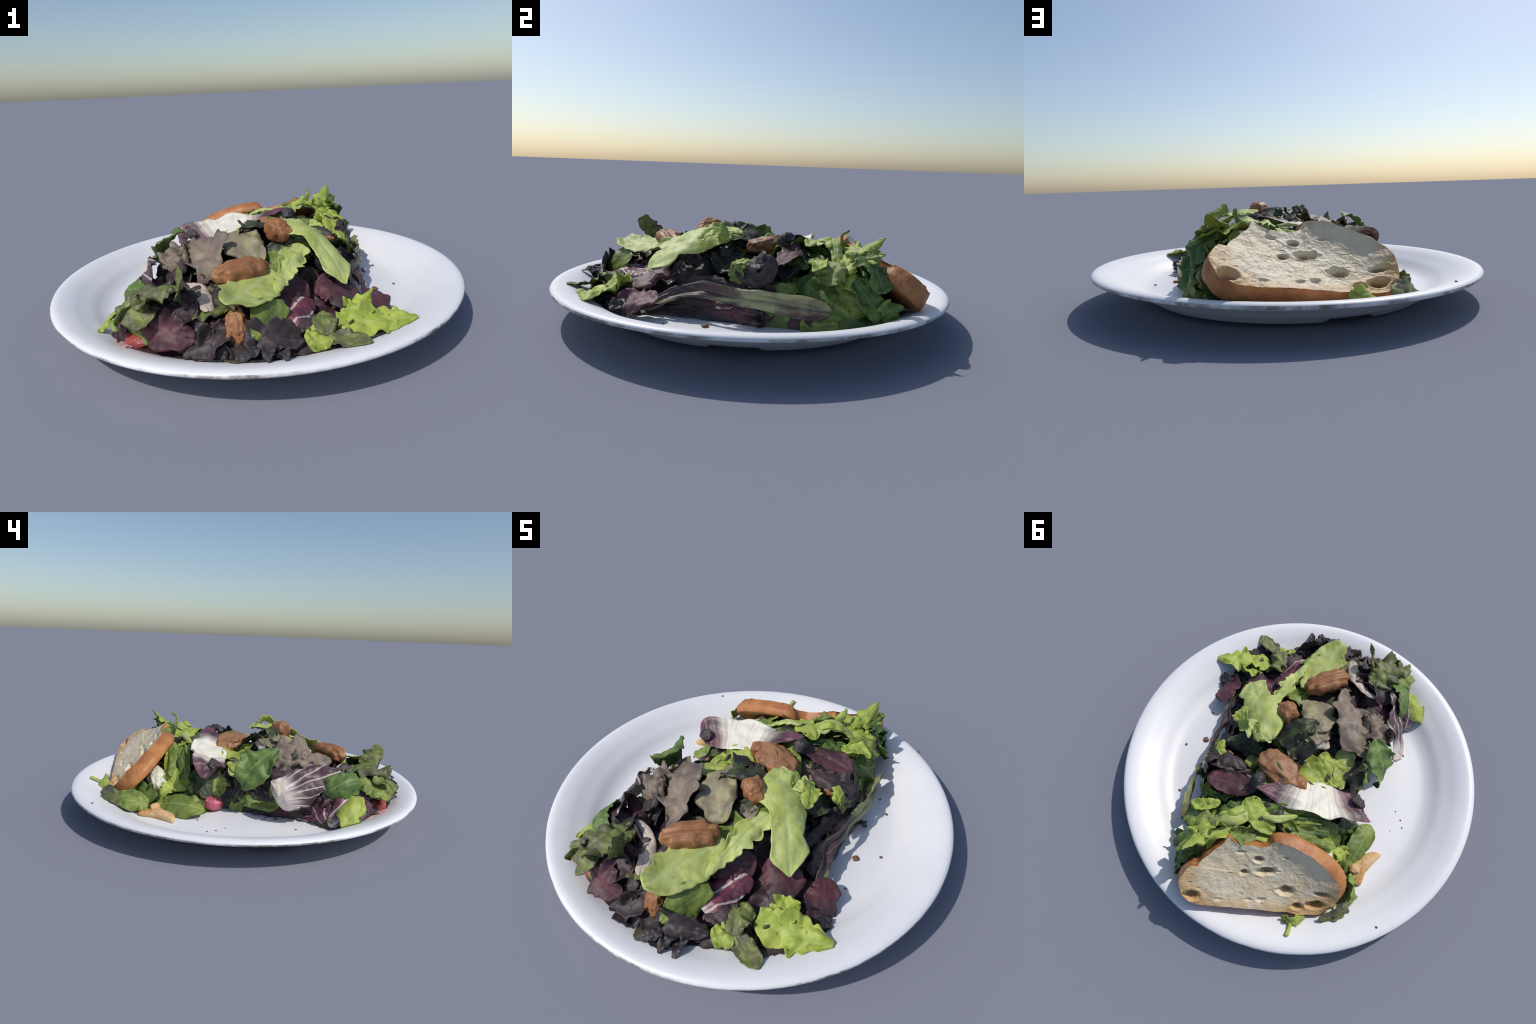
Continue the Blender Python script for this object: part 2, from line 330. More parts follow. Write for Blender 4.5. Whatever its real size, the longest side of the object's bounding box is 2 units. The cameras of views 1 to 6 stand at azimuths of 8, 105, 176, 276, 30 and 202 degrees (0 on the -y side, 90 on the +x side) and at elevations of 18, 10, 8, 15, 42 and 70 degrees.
# leaf mass inside the pile, base colours darkened for shadow in the gaps
def mat_tangle():
    m, nt, b = new_mat("leaf_tangle"); g = N(nt)
    ob = g.node("ShaderNodeTexCoord").outputs["Object"]
    sep = g.node("ShaderNodeSeparateXYZ"); nt.links.new(ob, sep.inputs[0])
    wv = g.node("ShaderNodeVectorMath", operation='ADD'); nt.links.new(ob, wv.inputs[0])
    nz = g.node("ShaderNodeTexNoise"); nz.inputs["Scale"].default_value = 8; nt.links.new(ob, nz.inputs["Vector"])
    sc = g.node("ShaderNodeVectorMath", operation='SCALE'); nt.links.new(nz.outputs["Color"], sc.inputs[0]); sc.inputs[3].default_value = .12
    nt.links.new(sc.outputs[0], wv.inputs[1])
    vo = g.voronoi(wv.outputs[0], 11)
    sr = g.node("ShaderNodeSeparateColor"); nt.links.new(vo.outputs["Color"], sr.inputs[0])
    k = sr.outputs[0]
    # greener towards the bread (+y), redder towards the front
    k = g.math('ADD', k, g.math('MULTIPLY', sep.outputs[1], .75))
    n2 = g.noise(ob, 30, 3)
    col = g.mix(g.ramp(k, .25, .35), (.045, .020, .026), (.030, .024, .026))
    col = g.mix(g.ramp(k, .48, .56), col, (.028, .050, .014))
    col = g.mix(g.ramp(k, .70, .78), col, (.075, .14, .022))
    col = g.mix(g.ramp(k, .98, 1.05), col, (.15, .25, .04))
    col = g.mix(g.math('MULTIPLY', g.ramp(n2, .5, .7), .35), col, (.02, .02, .015))
    nt.links.new(col, b.inputs["Base Color"]); b.inputs["Roughness"].default_value = .5; b.inputs["Specular IOR Level"].default_value = .5
    nt.links.new(g.bump(n2, .4, .012), b.inputs["Normal"])
    return m
MAT['tangle'] = mat_tangle()

# ------------------------------------------------------------------ object helpers
def link(name, verts, faces, mat, parent=None, smooth=True, matrix=None):
    me = bpy.data.meshes.new(name)
    me.from_pydata([tuple(map(float, v)) for v in verts], [], faces)
    me.materials.append(mat)
    if smooth: me.polygons.foreach_set("use_smooth", [True] * len(me.polygons))
    me.update()
    ob = bpy.data.objects.new(name, me)
    bpy.context.scene.collection.objects.link(ob)
    if matrix is not None: ob.matrix_world = matrix
    if parent: ob.parent = parent
    return ob

def empty(name, label, category):
    e = bpy.data.objects.new(name, None); bpy.context.scene.collection.objects.link(e)
    e["label"] = label; e["category"] = category
    return e

def grid_faces(nu, nv, wrap_v=False, off=0, flip=False):
    f = []
    for i in range(nu - 1):
        for j in range(nv if wrap_v else nv - 1):
            a = off + i * nv + j; b = off + i * nv + (j + 1) % nv
            c = off + (i + 1) * nv + (j + 1) % nv; d = off + (i + 1) * nv + j
            f.append((a, d, c, b) if flip else (a, b, c, d))
    return f

# ------------------------------------------------------------------ plate
def build_plate():
    prof = catmull(np.array([(r, z, 0) for r, z in TOP]), 60)[:, :2]
    prof = np.vstack([prof, np.array(EDGE), np.array(UNDER)])
    prof = prof[prof[:, 0] > 1e-6]
    n = 256; a = np.linspace(0, 2 * np.pi, n, endpoint=False)
    V = []
    notch = [math.radians(q) for q in (12, 107, 197, 287)]
    k = len(TOP)
    for i, (r, z) in enumerate(prof):
        x = r * np.cos(a); y = r * np.sin(a)
        zz = np.full(n, z)
        if i > 62 and z < .034 and r > .65:          # foot ring with shallow notches
            lift = np.zeros(n)
            for q in notch:
                d = np.abs((a - q + np.pi) % (2 * np.pi) - np.pi)
                lift = np.maximum(lift, np.clip((math.radians(9.5) - d) / math.radians(3), 0, 1))
            zz = np.maximum(zz, .0113 + .021 * lift)
        zz = zz + RIM_TILT * x
        zz = zz + .0025 * np.sin(2 * a + 1.1) * np.clip((r - .7) / .3, 0, 1)
        V.append(np.stack([x, y, zz], 1))
    V = np.vstack(V); m = len(prof)
    F = grid_faces(m, n, True, flip=True)
    V = np.vstack([V, [[0, 0, .058], [0, 0, .038]]])
    t, u = len(V) - 2, len(V) - 1
    F += [(t, j, (j + 1) % n) for j in range(n)]
    o = (m - 1) * n
    F += [(u, o + (j + 1) % n, o + j) for j in range(n)]
    ob = link("dinner_plate", V, F, MAT['plate'])
    ob["label"] = "round white dinner plate with scuffed rim"; ob["category"] = "plate"
    return ob

# ------------------------------------------------------------------ leaves
def leaf(kind_name, mat, spine, up=None, cup=0.0, ruffle=.015, waves=5.0, lobes=0, lobe_depth=.3, crumple=.008, pleat=.0022, thick=.007,
         twist=0.0, tip_round=True, parent=None, n=44, m=22):
    """a leaf along a spine of (x, y, z, half_width) points.
    up: face direction (one vector or one per point; default: the pile's own normal); cup: edges rise (+) or hang (-);
    ruffle/waves: size and number of frills at the edge; lobes: number and depth of cuts in the edge"""
    S = np.asarray(spine, float)
    seed = int(abs(S[:, :3].sum()) * 9973) % 211 + 1        # every place gives its own folds
    if up is None: U = heap_normal(S[:, 0], S[:, 1], .05)
    else:
        U = np.asarray(up, float)
        if U.ndim == 1: U = np.tile(U, (len(S), 1))
    C = catmull(np.hstack([S[:, :3], S[:, 3:4], U]), n)
    P, W, U = C[:, :3], np.maximum(C[:, 3], .003), unit(C[:, 4:7])
    T = unit(np.gradient(P, axis=0))
    L = unit(np.cross(U, T)); Nn = unit(np.cross(T, L))
    if twist:
        a = np.linspace(-twist, twist, n)[:, None]
        L, Nn = L * np.cos(a) + Nn * np.sin(a), Nn * np.cos(a) - L * np.sin(a)
    t = np.linspace(0, 1, n); s = np.linspace(-1, 1, m)
    if tip_round:
        W = W * np.sqrt(np.clip(1 - ((t - .86) / .14).clip(0) ** 2 * .96, 0, 1)) * np.sqrt(np.clip(1 - ((.10 - t) / .10).clip(0) ** 2 * .9, 0, 1))
    length = np.linalg.norm(np.diff(P, axis=0), axis=1).sum()
    tt, ss = np.meshgrid(t, s, indexing='ij')
    side = np.sign(ss)
    z0 = np.full(tt.size, seed * 1.7)
    def along(freq, across, sd):
        return fbm(np.stack([tt.ravel() * freq, ss.ravel() * across + side.ravel() * 3.3 + seed * 3.7, z0], 1), sd, 2).reshape(tt.shape)
    jit = along(3.1, .7, seed)
    w = W[:, None] * np.ones_like(ss)
    A = np.abs(ss)
    if lobes:
        ut = tt + .9 / lobes * along(lobes * .7, .2, seed + 3)
        saw = np.abs(((ut * lobes + .31 * side) % 1) - .5) * 2
        w = w * (1 - lobe_depth * (1 + .5 * jit) * saw ** 1.3 * A ** .5)
    w = w * (1 + (.16 * jit + .10 * along(11, .2, seed + 5)) * A)
    h = cup * A ** 2 * w
    # broad folds that grow towards the edge, and a finer frill right at it
    big = fbm(np.stack([tt.ravel() * waves * .9, ss.ravel() * 1.1 + seed, z0], 1), seed + 1, 2).reshape(tt.shape)
    frill = along(waves * 2.6, .8, seed + 2)
    h = h + ruffle * np.clip(w / .04, .3, 1.1) * (1.5 * big * (.25 + A ** 1.2) + 1.0 * frill * A ** 3)
    # pleats that follow the side veins, and a sunken midrib
    pl = np.abs(((tt * length / .045 - A * w / .06 + .5 * jit) % 1) - .5) * 2
    h = h + pleat * (pl - .5) * np.clip(A * 2.5, 0, 1) * (1 + .6 * big) - pleat * .8 * np.exp(-(ss / .10) ** 2)
    q = np.stack([tt.ravel() * length * 16, (ss * w).ravel() * 16 + seed * 5.1, np.full(tt.size, seed * 2.3)], 1)
    h = h + crumple * (fbm(q, seed + 9, 3).reshape(tt.shape))
    X = P[:, None] + L[:, None] * (ss * w)[..., None] + Nn[:, None] * h[..., None]
    gu = np.gradient(X, axis=0); gv = np.gradient(X, axis=1)
    nn = unit(np.cross(gu, gv))
    e = np.sqrt(np.clip(1 - A ** 4, .08, 1)) * np.sqrt(np.clip(1 - (np.abs(tt - .5) * 2) ** 8, .08, 1))
    th = thick * .5 * e
    # keep every leaf above the plate
    top = (X + nn * th[..., None]).reshape(-1, 3); bot = (X - nn * th[..., None]).reshape(-1, 3)
    for B, o in ((top, .006), (bot, .002)):
        B[:, 2] = np.maximum(B[:, 2], plate_z(B[:, 0], B[:, 1]) + o)
    V = np.vstack([top, bot])
    # local frame: x along the leaf, y across, z out of its face
    ex = unit(P[-1] - P[0]); ez = Nn.mean(0); ez = unit(ez - ex * (ez @ ex)); ey = np.cross(ez, ex)
    R = np.stack([ex, ey, ez], 1); c = P[len(P) // 2]
    V = (V - c) @ R
    F = grid_faces(n, m) + grid_faces(n, m, off=n * m, flip=True)
    k = n * m
    ring = [j for j in range(m)] + [i * m + m - 1 for i in range(1, n)] + [(n - 1) * m + j for j in range(m - 2, -1, -1)] + [i * m for i in range(n - 2, 0, -1)]
    F += [(ring[(i + 1) % len(ring)], ring[i], ring[i] + k, ring[(i + 1) % len(ring)] + k) for i in range(len(ring))]
    M = Matrix(((R[0, 0], R[0, 1], R[0, 2], c[0]), (R[1, 0], R[1, 1], R[1, 2], c[1]), (R[2, 0], R[2, 1], R[2, 2], c[2]), (0, 0, 0, 1)))
    return link(kind_name, V, F, MAT[mat], parent or SALAD, matrix=M)

# ------------------------------------------------------------------ nuts and lumps
def lump(name, mat, centre, size, axis=(1, 0, 0), up=(0, 0, 1), groove=0.0, bumps=.12, freq=2.2, seed=1, wrinkle=0.0, parent=None):
    """rounded lump with half-sizes `size`; a groove along its top makes it a nut half"""
    nu, nv = 48, 72
    th = np.linspace(0, np.pi, nu + 2)[1:-1]; ph = np.linspace(0, 2 * np.pi, nv, endpoint=False)
    a, b = np.meshgrid(th, ph, indexing='ij')
    D = np.stack([np.cos(a), np.sin(a) * np.cos(b), np.sin(a) * np.sin(b)], -1).reshape(-1, 3)
    D = np.vstack([D, [[1, 0, 0], [-1, 0, 0]]])
    r = 1 + bumps * fbm(D * freq + seed * 3.3, seed, 2)
    if groove:
        g = np.exp(-(D[:, 1] / .16) ** 2) * np.clip(D[:, 2], 0, 1)
        r = r - groove * g
        g2 = (np.exp(-((np.abs(D[:, 1]) - .55) / .13) ** 2)) * np.clip(D[:, 2] + .2, 0, 1)
        r = r - groove * .45 * g2
    if groove:
        r = r + groove * .30 * np.sin(D[:, 0] * 11 + 1.5 * np.sign(D[:, 1]) + seed) * np.clip(np.abs(D[:, 1]) * 1.5, 0, 1)
    if wrinkle:
        r = r + wrinkle * (.5 - np.abs(fbm(D * np.array([5.5, 3, 3]) + seed * 1.9, seed + 5, 2))) * 1.2
    V = np.sign(D) * np.abs(D) ** .85 * r[:, None] * np.array(size)
    F = grid_faces(nu, nv, True)
    t, u = len(V) - 2, len(V) - 1; o = (nu - 1) * nv
    F += [(t, (j + 1) % nv, j) for j in range(nv)] + [(u, o + j, o + (j + 1) % nv) for j in range(nv)]
    ex = unit(np.array(axis, float)); ez = np.array(up, float); ez = unit(ez - ex * (ez @ ex)); ey = np.cross(ez, ex)
    M = Matrix(((ex[0], ey[0], ez[0], centre[0]), (ex[1], ey[1], ez[1], centre[1]), (ex[2], ey[2], ez[2], centre[2]), (0, 0, 0, 1)))
    return link(name, V, F, MAT[mat], parent or SALAD, matrix=M)

# ------------------------------------------------------------------ bread
def build_bread():
    root = empty("bread_slice", "thick toasted slice of rustic white bread with holes", "bread")
    c = np.array([-.0246, .6664, .2727])
    e1 = np.array([-.9374, -.3339, -.0991]); e2 = np.array([.2201, -.7884, .5744]); nn = np.array([-.2699, .5166, .8126])
    # outline (u, v, how far the front edge stands proud, how far it is set in)
    out = [(-.428, -.045, .015, .012), (-.40, -.118, .010, .012), (-.345, -.155, .005, .010), (-.24, -.168, .0, .008), (-.10, -.178, 0, .008), (.07, -.195, 0, .008),
           (.21, -.210, 0, .008), (.32, -.208, .0, .010), (.395, -.165, .015, .020), (.436, -.10, .04, .036), (.447, -.03, .06, .046), (.430, .04, .062, .052), (.37, .115, .062, .055),
           (.265, .192, .056, .050), (.165, .235, .046, .042), (.085, .247, .036, .034), (.045, .232, .025, .02), (.030, .185, .0, .012), (-.01, .178, -.004, .010), (-.07, .188, -.004, .008), (-.118, .185, 0, .006), (-.140, .205, .006, .006),
           (-.158, .236, .008, .006), (-.178, .236, .008, .006), (-.20, .196, .004, .008), (-.245, .160, .0, .008), (-.30, .105, 0, .008), (-.328, .060, 0, .010), (-.350, .080, .008, .010), (-.385, .050, .010, .010), (-.415, .005, .014, .012)]
    O = np.array(out + out[:1]); n = 240
    # even by arc length, only lightly smoothed so that the torn corners stay
    d = np.r_[0, np.cumsum(np.linalg.norm(np.diff(O[:, :2], axis=0), axis=1))]
    s = np.linspace(0, d[-1], n, endpoint=False)
    R = np.stack([np.interp(s, d, O[:, i]) for i in range(4)], 1)
    for _ in range(4): R = .25 * np.roll(R, 1, 0) + .5 * R + .25 * np.roll(R, -1, 0)
    uv = R[:, :2]
    tan = np.roll(uv, -1, 0) - np.roll(uv, 1, 0); tan /= np.linalg.norm(tan, axis=1)[:, None]
    inn = np.stack([-tan[:, 1], tan[:, 0]], 1)
    # outline runs counter-clockwise, so the left normal points in
    wob = .004 * fbm(np.stack([uv[:, 0] * 14, uv[:, 1] * 14, np.zeros(n)], 1), 3)
    front = uv + inn * (R[:, 3] + wob)[:, None]
    holes = BREAD_HOLES
    def face_h(p, edge_h, q):
        x, y = p[:, 0], p[:, 1]
        bowl = q ** 2.3
        h = edge_h * bowl - .014 * (1 - q ** 2)
        z = np.stack([x * 9, y * 9, np.zeros_like(x)], 1)
        h = h + .005 * fbm(z, 21) + .0018 * fbm(z * 4, 31)
        for hx, hy, a, b, dp in holes:
            rr = np.hypot((x - hx) / a, (y - hy) / b) + .34 * fbm(np.stack([x * 26, y * 30, np.zeros_like(x)], 1), 5)
            h = h - dp * np.exp(-np.clip(rr, 0, None) ** 3.0 * 1.2) + dp * .10 * np.exp(-((rr - 1.35) / .35) ** 2)
        return h
    k = 72; cen = np.array([.02, .0])
    V = []
    for q in np.linspace(0, 1, k + 1)[1:]:
        p = cen + (front - cen) * q
        V.append(np.column_stack([p, face_h(p, R[:, 2], np.full(n, q))]))
    Vc = np.vstack(V + [np.column_stack([cen[None], face_h(cen[None], np.zeros(1), np.zeros(1))])])
    F = grid_faces(k, n, True); z = len(Vc) - 1
    F += [(z, j, (j + 1) % n) for j in range(n)]
    M = Matrix(((e1[0], e2[0], nn[0], c[0]), (e1[1], e2[1], nn[1], c[1]), (e1[2], e2[2], nn[2], c[2]), (0, 0, 0, 1)))
    F = [tuple(reversed(f)) for f in F] if False else F
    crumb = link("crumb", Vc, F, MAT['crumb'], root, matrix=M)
    # crust: from the front edge over the bulging side to the back
    edge_h = Vc[(k - 1) * n:k * n, 2]
    V = []
    depth = R[:, 2] - .088 + .012 * np.clip(uv[:, 1] / .2, -1, 1)
    for f, bul in ((0, 0), (.02, .06), (.18, .36), (.34, .66), (.48, .90), (.55, .97), (.62, 1.0), (.78, 1.0), (.90, .97), (.96, .88), (1.0, .65)):
        p = front + (uv - front) * bul
        h = edge_h + (depth - edge_h) * f
        g = .004 * fbm(np.stack([p[:, 0] * 12, p[:, 1] * 12, h * 12], 1), 8)
        p = p - inn * (g * (bul > 0))[:, None]
        V.append(np.column_stack([p, h]))
    m = len(V)
    for q in (.8, .5, .2):
        p = cen + (front - cen) * q
        V.append(np.column_stack([p, depth - .004 + .004 * fbm(np.stack([p[:, 0] * 12, p[:, 1] * 12, depth], 1), 9) - .03 * (1 - q)]))
    m = len(V)
    V = np.vstack(V + [[[cen[0], cen[1], -.1]]]); F = grid_faces(m, n, True)
    F += [(len(V) - 1, (m - 1) * n + j, (m - 1) * n + (j + 1) % n) for j in range(n)]
    Wd = c + V[:, :1] * e1 + V[:, 1:2] * e2 + V[:, 2:] * nn
    lift = np.maximum(plate_z(Wd[:, 0], Wd[:, 1]) + .003 - Wd[:, 2], 0)
    V = V + lift[:, None] * np.array([e1[2], e2[2], nn[2]])
    crust = link("crust", V, F, MAT['crust'], root, matrix=M)
    return root

def build_tangle():
    """the body of the pile: crumpled, folded leaves pressed together"""
    nr, na = 90, 260
    cx, cy = 0.03, -.06
    f = catmull(np.array([(a, b, 0) for a, b in FOOT + FOOT[:1]]), na + 1)[:-1, :2]
    V = []
    for q in np.linspace(0, 1, nr + 1)[1:]:
        q2 = 1 - (1 - q) ** 1.5
        V.append(np.array([cx, cy]) + (f - np.array([cx, cy])) * q2)
    V = np.vstack(V + [np.array([[cx, cy]])])
    z = heap_z(V[:, 0], V[:, 1]); nrm = heap_normal(V[:, 0], V[:, 1])
    d = np.clip(foot_distance(V[:, 0], V[:, 1]) / .06, 0, 1)
    p = np.column_stack([V, z])
    fold = (.5 - np.abs(fbm(p * 9, 41, 2))) * .055 + fbm(p * 24, 47, 2) * .010 - .048
    p = p + nrm * (fold * d)[:, None]
    p[:, 2] = np.maximum(p[:, 2], plate_z(p[:, 0], p[:, 1]) - .003)
    F = grid_faces(nr, na, True) + [(len(V) - 1, j, (j + 1) % na) for j in range(na)]
    ob = link("leaf_tangle", p, F, MAT['tangle'], SALAD); ob["kind"] = "stuff"
    return ob

# ------------------------------------------------------------------ build
PLATE = build_plate()
SALAD = empty("salad", "heap of mixed green and red leaves with nuts", "salad")
BREAD = build_bread()
build_tangle()

# ------------------------------------------------------------------ leaves, each along its own spine
# pale green leaves on top
leaf("lettuce_leaf", "pale", [(0.11, -0.41, 0.315, 0.04), (0.09, -0.51, 0.31, 0.1), (0.065, -0.61, 0.305, 0.125), (0.035, -0.7, 0.302, 0.11), (-0.01, -0.775, 0.32, 0.03)], up=(0.12, -0.3, 0.95), ruffle=0.01, waves=3, lobes=3, lobe_depth=0.25, cup=0.05, tip_round=False)
leaf("lettuce_leaf", "pale", [(0.25, -0.235, 0.375, 0.035), (0.225, -0.32, 0.36, 0.062), (0.2, -0.42, 0.335, 0.055), (0.18, -0.52, 0.305, 0.035), (0.165, -0.61, 0.28, 0.012)], up=(0.35, -0.35, 0.87), ruffle=0.01, waves=4, lobes=5, lobe_depth=0.4)
leaf("lettuce_leaf", "green", [(0.2, -0.61, 0.245, 0.03), (0.155, -0.7, 0.235, 0.08), (0.125, -0.77, 0.215, 0.06), (0.105, -0.82, 0.2, 0.01)], up=(0.5, -0.65, 0.55), ruffle=0.01, waves=3, cup=-0.2, tip_round=False)
leaf("lettuce_leaf", "pale", [(0.16, -0.01, 0.43, 0.055), (0.23, -0.09, 0.43, 0.125), (0.29, -0.17, 0.41, 0.115), (0.345, -0.25, 0.365, 0.09), (0.4, -0.33, 0.3, 0.09), (0.44, -0.39, 0.24, 0.03)], up=(0.45, -0.35, 0.82), ruffle=0.012, waves=3, lobes=3, lobe_depth=0.22, cup=-0.25)
leaf("lettuce_leaf", "lime", [(0.32, -0.01, 0.425, 0.03), (0.36, -0.08, 0.45, 0.05), (0.385, -0.15, 0.405, 0.02)], up=(0.6, -0.2, 0.75))
leaf("lettuce_leaf", "pale", [(0.25, -0.08, 0.425, 0.03), (0.205, -0.03, 0.43, 0.03), (0.165, 0.01, 0.43, 0.006)], up=(0.2, -0.2, 0.95), ruffle=0.006, tip_round=False)
leaf("lettuce_leaf", "pale", [(0.31, -0.09, 0.425, 0.03), (0.3, -0.03, 0.43, 0.024), (0.285, 0.02, 0.425, 0.005)], up=(0.2, -0.2, 0.95), ruffle=0.006, tip_round=False)
leaf("lettuce_leaf", "green", [(0.28, -0.08, 0.42, 0.025), (0.255, -0.02, 0.43, 0.02), (0.23, 0.025, 0.425, 0.005)], up=(0.2, -0.2, 0.95), ruffle=0.006, tip_round=False)
# brown and olive oak leaves
leaf("oak_leaf", "brown", [(-0.1, -0.5, 0.3, 0.035), (-0.14, -0.42, 0.335, 0.09), (-0.18, -0.32, 0.37, 0.12), (-0.24, -0.22, 0.375, 0.11), (-0.3, -0.15, 0.35, 0.06), (-0.34, -0.11, 0.33, 0.012)], up=(-0.35, -0.25, 0.9), ruffle=0.022, waves=6, lobes=4, lobe_depth=0.35, crumple=0.012)
leaf("oak_leaf", "olivebrown", [(0.09, -0.345, 0.335, 0.035), (0.03, -0.31, 0.36, 0.095), (-0.03, -0.24, 0.39, 0.11), (-0.09, -0.16, 0.405, 0.05)], ruffle=0.012, waves=3, lobes=2, crumple=0.01)
leaf("oak_leaf", "brown", [(-0.268, -0.389, 0.314, 0.04), (-0.315, -0.326, 0.332, 0.07), (-0.299, -0.241, 0.352, 0.05)], ruffle=0.03, waves=6, crumple=0.02)
leaf("oak_leaf", "darkgreen", [(-0.05, -0.16, 0.4, 0.03), (0.015, -0.14, 0.448, 0.05), (0.07, -0.08, 0.425, 0.065), (0.1, -0.01, 0.375, 0.05)], up=(-0.1, 0.1, 0.98), ruffle=0.02, waves=3, cup=-0.4)
leaf("oak_leaf", "darkgreen", [(-0.007, -0.107, 0.411, 0.04), (0.015, -0.042, 0.39, 0.07), (0.081, -0.011, 0.369, 0.05)], ruffle=0.02, waves=3)
leaf("oak_leaf", "olivebrown", [(-0.099, -0.205, 0.382, 0.05), (-0.046, -0.128, 0.397, 0.06), (0.013, -0.12, 0.404, 0.04)], ruffle=0.015, waves=3)
leaf("radicchio_leaf", "white", [(0.01, -0.048, 0.381, 0.015), (-0.062, -0.085, 0.375, 0.025), (-0.13, -0.124, 0.326, 0.02)], ruffle=0.008, waves=2)
leaf("lettuce_leaf", "dark", [(-0.27, -0.44, 0.29, 0.05), (-0.34, -0.35, 0.31, 0.075), (-0.39, -0.26, 0.31, 0.07), (-0.4, -0.17, 0.29, 0.04)], up=(-0.6, -0.2, 0.75), ruffle=0.014, waves=3, cup=-0.2)
leaf("oak_leaf", "brown", [(-0.28, -0.4, 0.32, 0.03), (-0.33, -0.33, 0.34, 0.055), (-0.37, -0.25, 0.35, 0.05), (-0.38, -0.19, 0.34, 0.02)], up=(-0.5, -0.3, 0.8), ruffle=0.026, waves=5, crumple=0.014)
leaf("lettuce_leaf", "darkgreen", [(-0.24, -0.1, 0.27, 0.05), (-0.3, -0.05, 0.22, 0.06), (-0.33, 0, 0.16, 0.05), (-0.34, 0.04, 0.1, 0.03)], up=(-0.6, 0.3, 0.7), ruffle=0.018, waves=4)
# radicchio heart
leaf("radicchio_leaf", "radheart", [(-0.435, 0.17, 0.25, 0.05), (-0.39, 0.175, 0.315, 0.075), (-0.3, 0.175, 0.315, 0.095), (-0.18, 0.19, 0.35, 0.095), (-0.06, 0.21, 0.37, 0.085), (0.05, 0.24, 0.405, 0.05), (0.15, 0.262, 0.432, 0.012)], up=(-0.12, -0.42, 0.9), ruffle=0.016, waves=3, cup=0.15, crumple=0.01)
leaf("radicchio_leaf", "dark", [(-0.33, 0.11, 0.32, 0.02), (-0.37, 0.12, 0.325, 0.03), (-0.41, 0.14, 0.31, 0.02)], up=(-0.3, -0.3, 0.9), ruffle=0.01)
leaf("radicchio_leaf", "burgundy", [(0.427, 0.251, 0.32, 0.045), (0.318, 0.26, 0.34, 0.066), (0.21, 0.258, 0.355, 0.05), (0.128, 0.233, 0.37, 0.02)], up=(0.25, -0.1, 0.96), cup=0.3, ruffle=0.01, waves=2)
leaf("lettuce_leaf", "black", [(0.165, 0.17, 0.4, 0.03), (0.16, 0.21, 0.43, 0.04), (0.15, 0.26, 0.42, 0.03)], up=(0.2, -0.3, 0.9), cup=-0.8, ruffle=0.008)
leaf("lettuce_leaf", "dark", [(0.484, 0.176, 0.31, 0.03), (0.427, 0.15, 0.335, 0.055), (0.338, 0.136, 0.34, 0.05), (0.252, 0.155, 0.34, 0.02)], up=(0.3, -0.1, 0.95), ruffle=0.018, waves=4, cup=-0.3)
leaf("lettuce_leaf", "dark", [(0.358, 0.201, 0.34, 0.015), (0.292, 0.171, 0.336, 0.022), (0.221, 0.156, 0.331, 0.015)], cup=-0.8)
leaf("lettuce_leaf", "black", [(0.308, -0.063, 0.302, 0.04), (0.246, -0.074, 0.326, 0.06), (0.175, -0.054, 0.349, 0.04)], ruffle=0.02, waves=4, cup=-0.3)
leaf("lettuce_leaf", "darkgreen", [(0.35, -0.042, 0.277, 0.04), (0.282, 0.006, 0.283, 0.07), (0.21, 0.024, 0.305, 0.05)], ruffle=0.025, waves=4)
leaf("lettuce_leaf", "lime", [(0.446, 0.035, 0.31, 0.03), (0.436, 0.092, 0.33, 0.035), (0.397, 0.128, 0.33, 0.02)], up=(0.5, -0.1, 0.85), ruffle=0.012, cup=-0.3)
leaf("lettuce_leaf", "green", [(0.28, 0.094, 0.288, 0.03), (0.231, 0.096, 0.297, 0.04), (0.192, 0.072, 0.313, 0.02)], ruffle=0.015)
# green leaves of the left middle
leaf("lettuce_leaf", "lime", [(-0.002, -0.03, 0.356, 0.02), (-0.061, 0.016, 0.318, 0.055), (-0.126, 0.069, 0.303, 0.06), (-0.207, 0.108, 0.312, 0.02)], ruffle=0.012, waves=3, cup=0.1)
leaf("lettuce_leaf", "pale", [(-0.211, -0.141, 0.315, 0.04), (-0.237, -0.064, 0.298, 0.06), (-0.242, 0.014, 0.268, 0.055), (-0.275, 0.057, 0.235, 0.03)], ruffle=0.012, waves=2, cup=-0.3)
leaf("lettuce_leaf", "green", [(-0.351, 0.015, 0.038, 0.03), (-0.344, -0.023, 0.125, 0.05), (-0.363, -0.114, 0.134, 0.05), (-0.383, -0.207, 0.141, 0.05), (-0.349, -0.233, 0.314, 0.02)], ruffle=0.02, waves=4)
leaf("spinach_leaf", "spinach", [(-0.35, -0.21, 0.41, 0.03), (-0.4, -0.15, 0.385, 0.075), (-0.44, -0.1, 0.33, 0.09), (-0.45, -0.06, 0.26, 0.06), (-0.43, -0.03, 0.2, 0.02)], up=(-0.7, 0.1, 0.7), ruffle=0.022, waves=4, crumple=0.012)
leaf("lettuce_leaf", "green", [(-0.154, -0.017, 0.277, 0.05), (-0.187, 0.036, 0.272, 0.07), (-0.234, 0.082, 0.265, 0.04)], ruffle=0.02)
leaf("lettuce_leaf", "lime", [(-0.097, -0.065, 0.326, 0.03), (-0.2, -0.003, 0.298, 0.06), (-0.261, 0.053, 0.262, 0.05)], ruffle=0.012, cup=-0.2)
leaf("lettuce_leaf", "olivebrown", [(-0.328, -0.229, 0.334, 0.03), (-0.337, -0.191, 0.307, 0.05), (-0.349, -0.175, 0.272, 0.04)], ruffle=0.012)
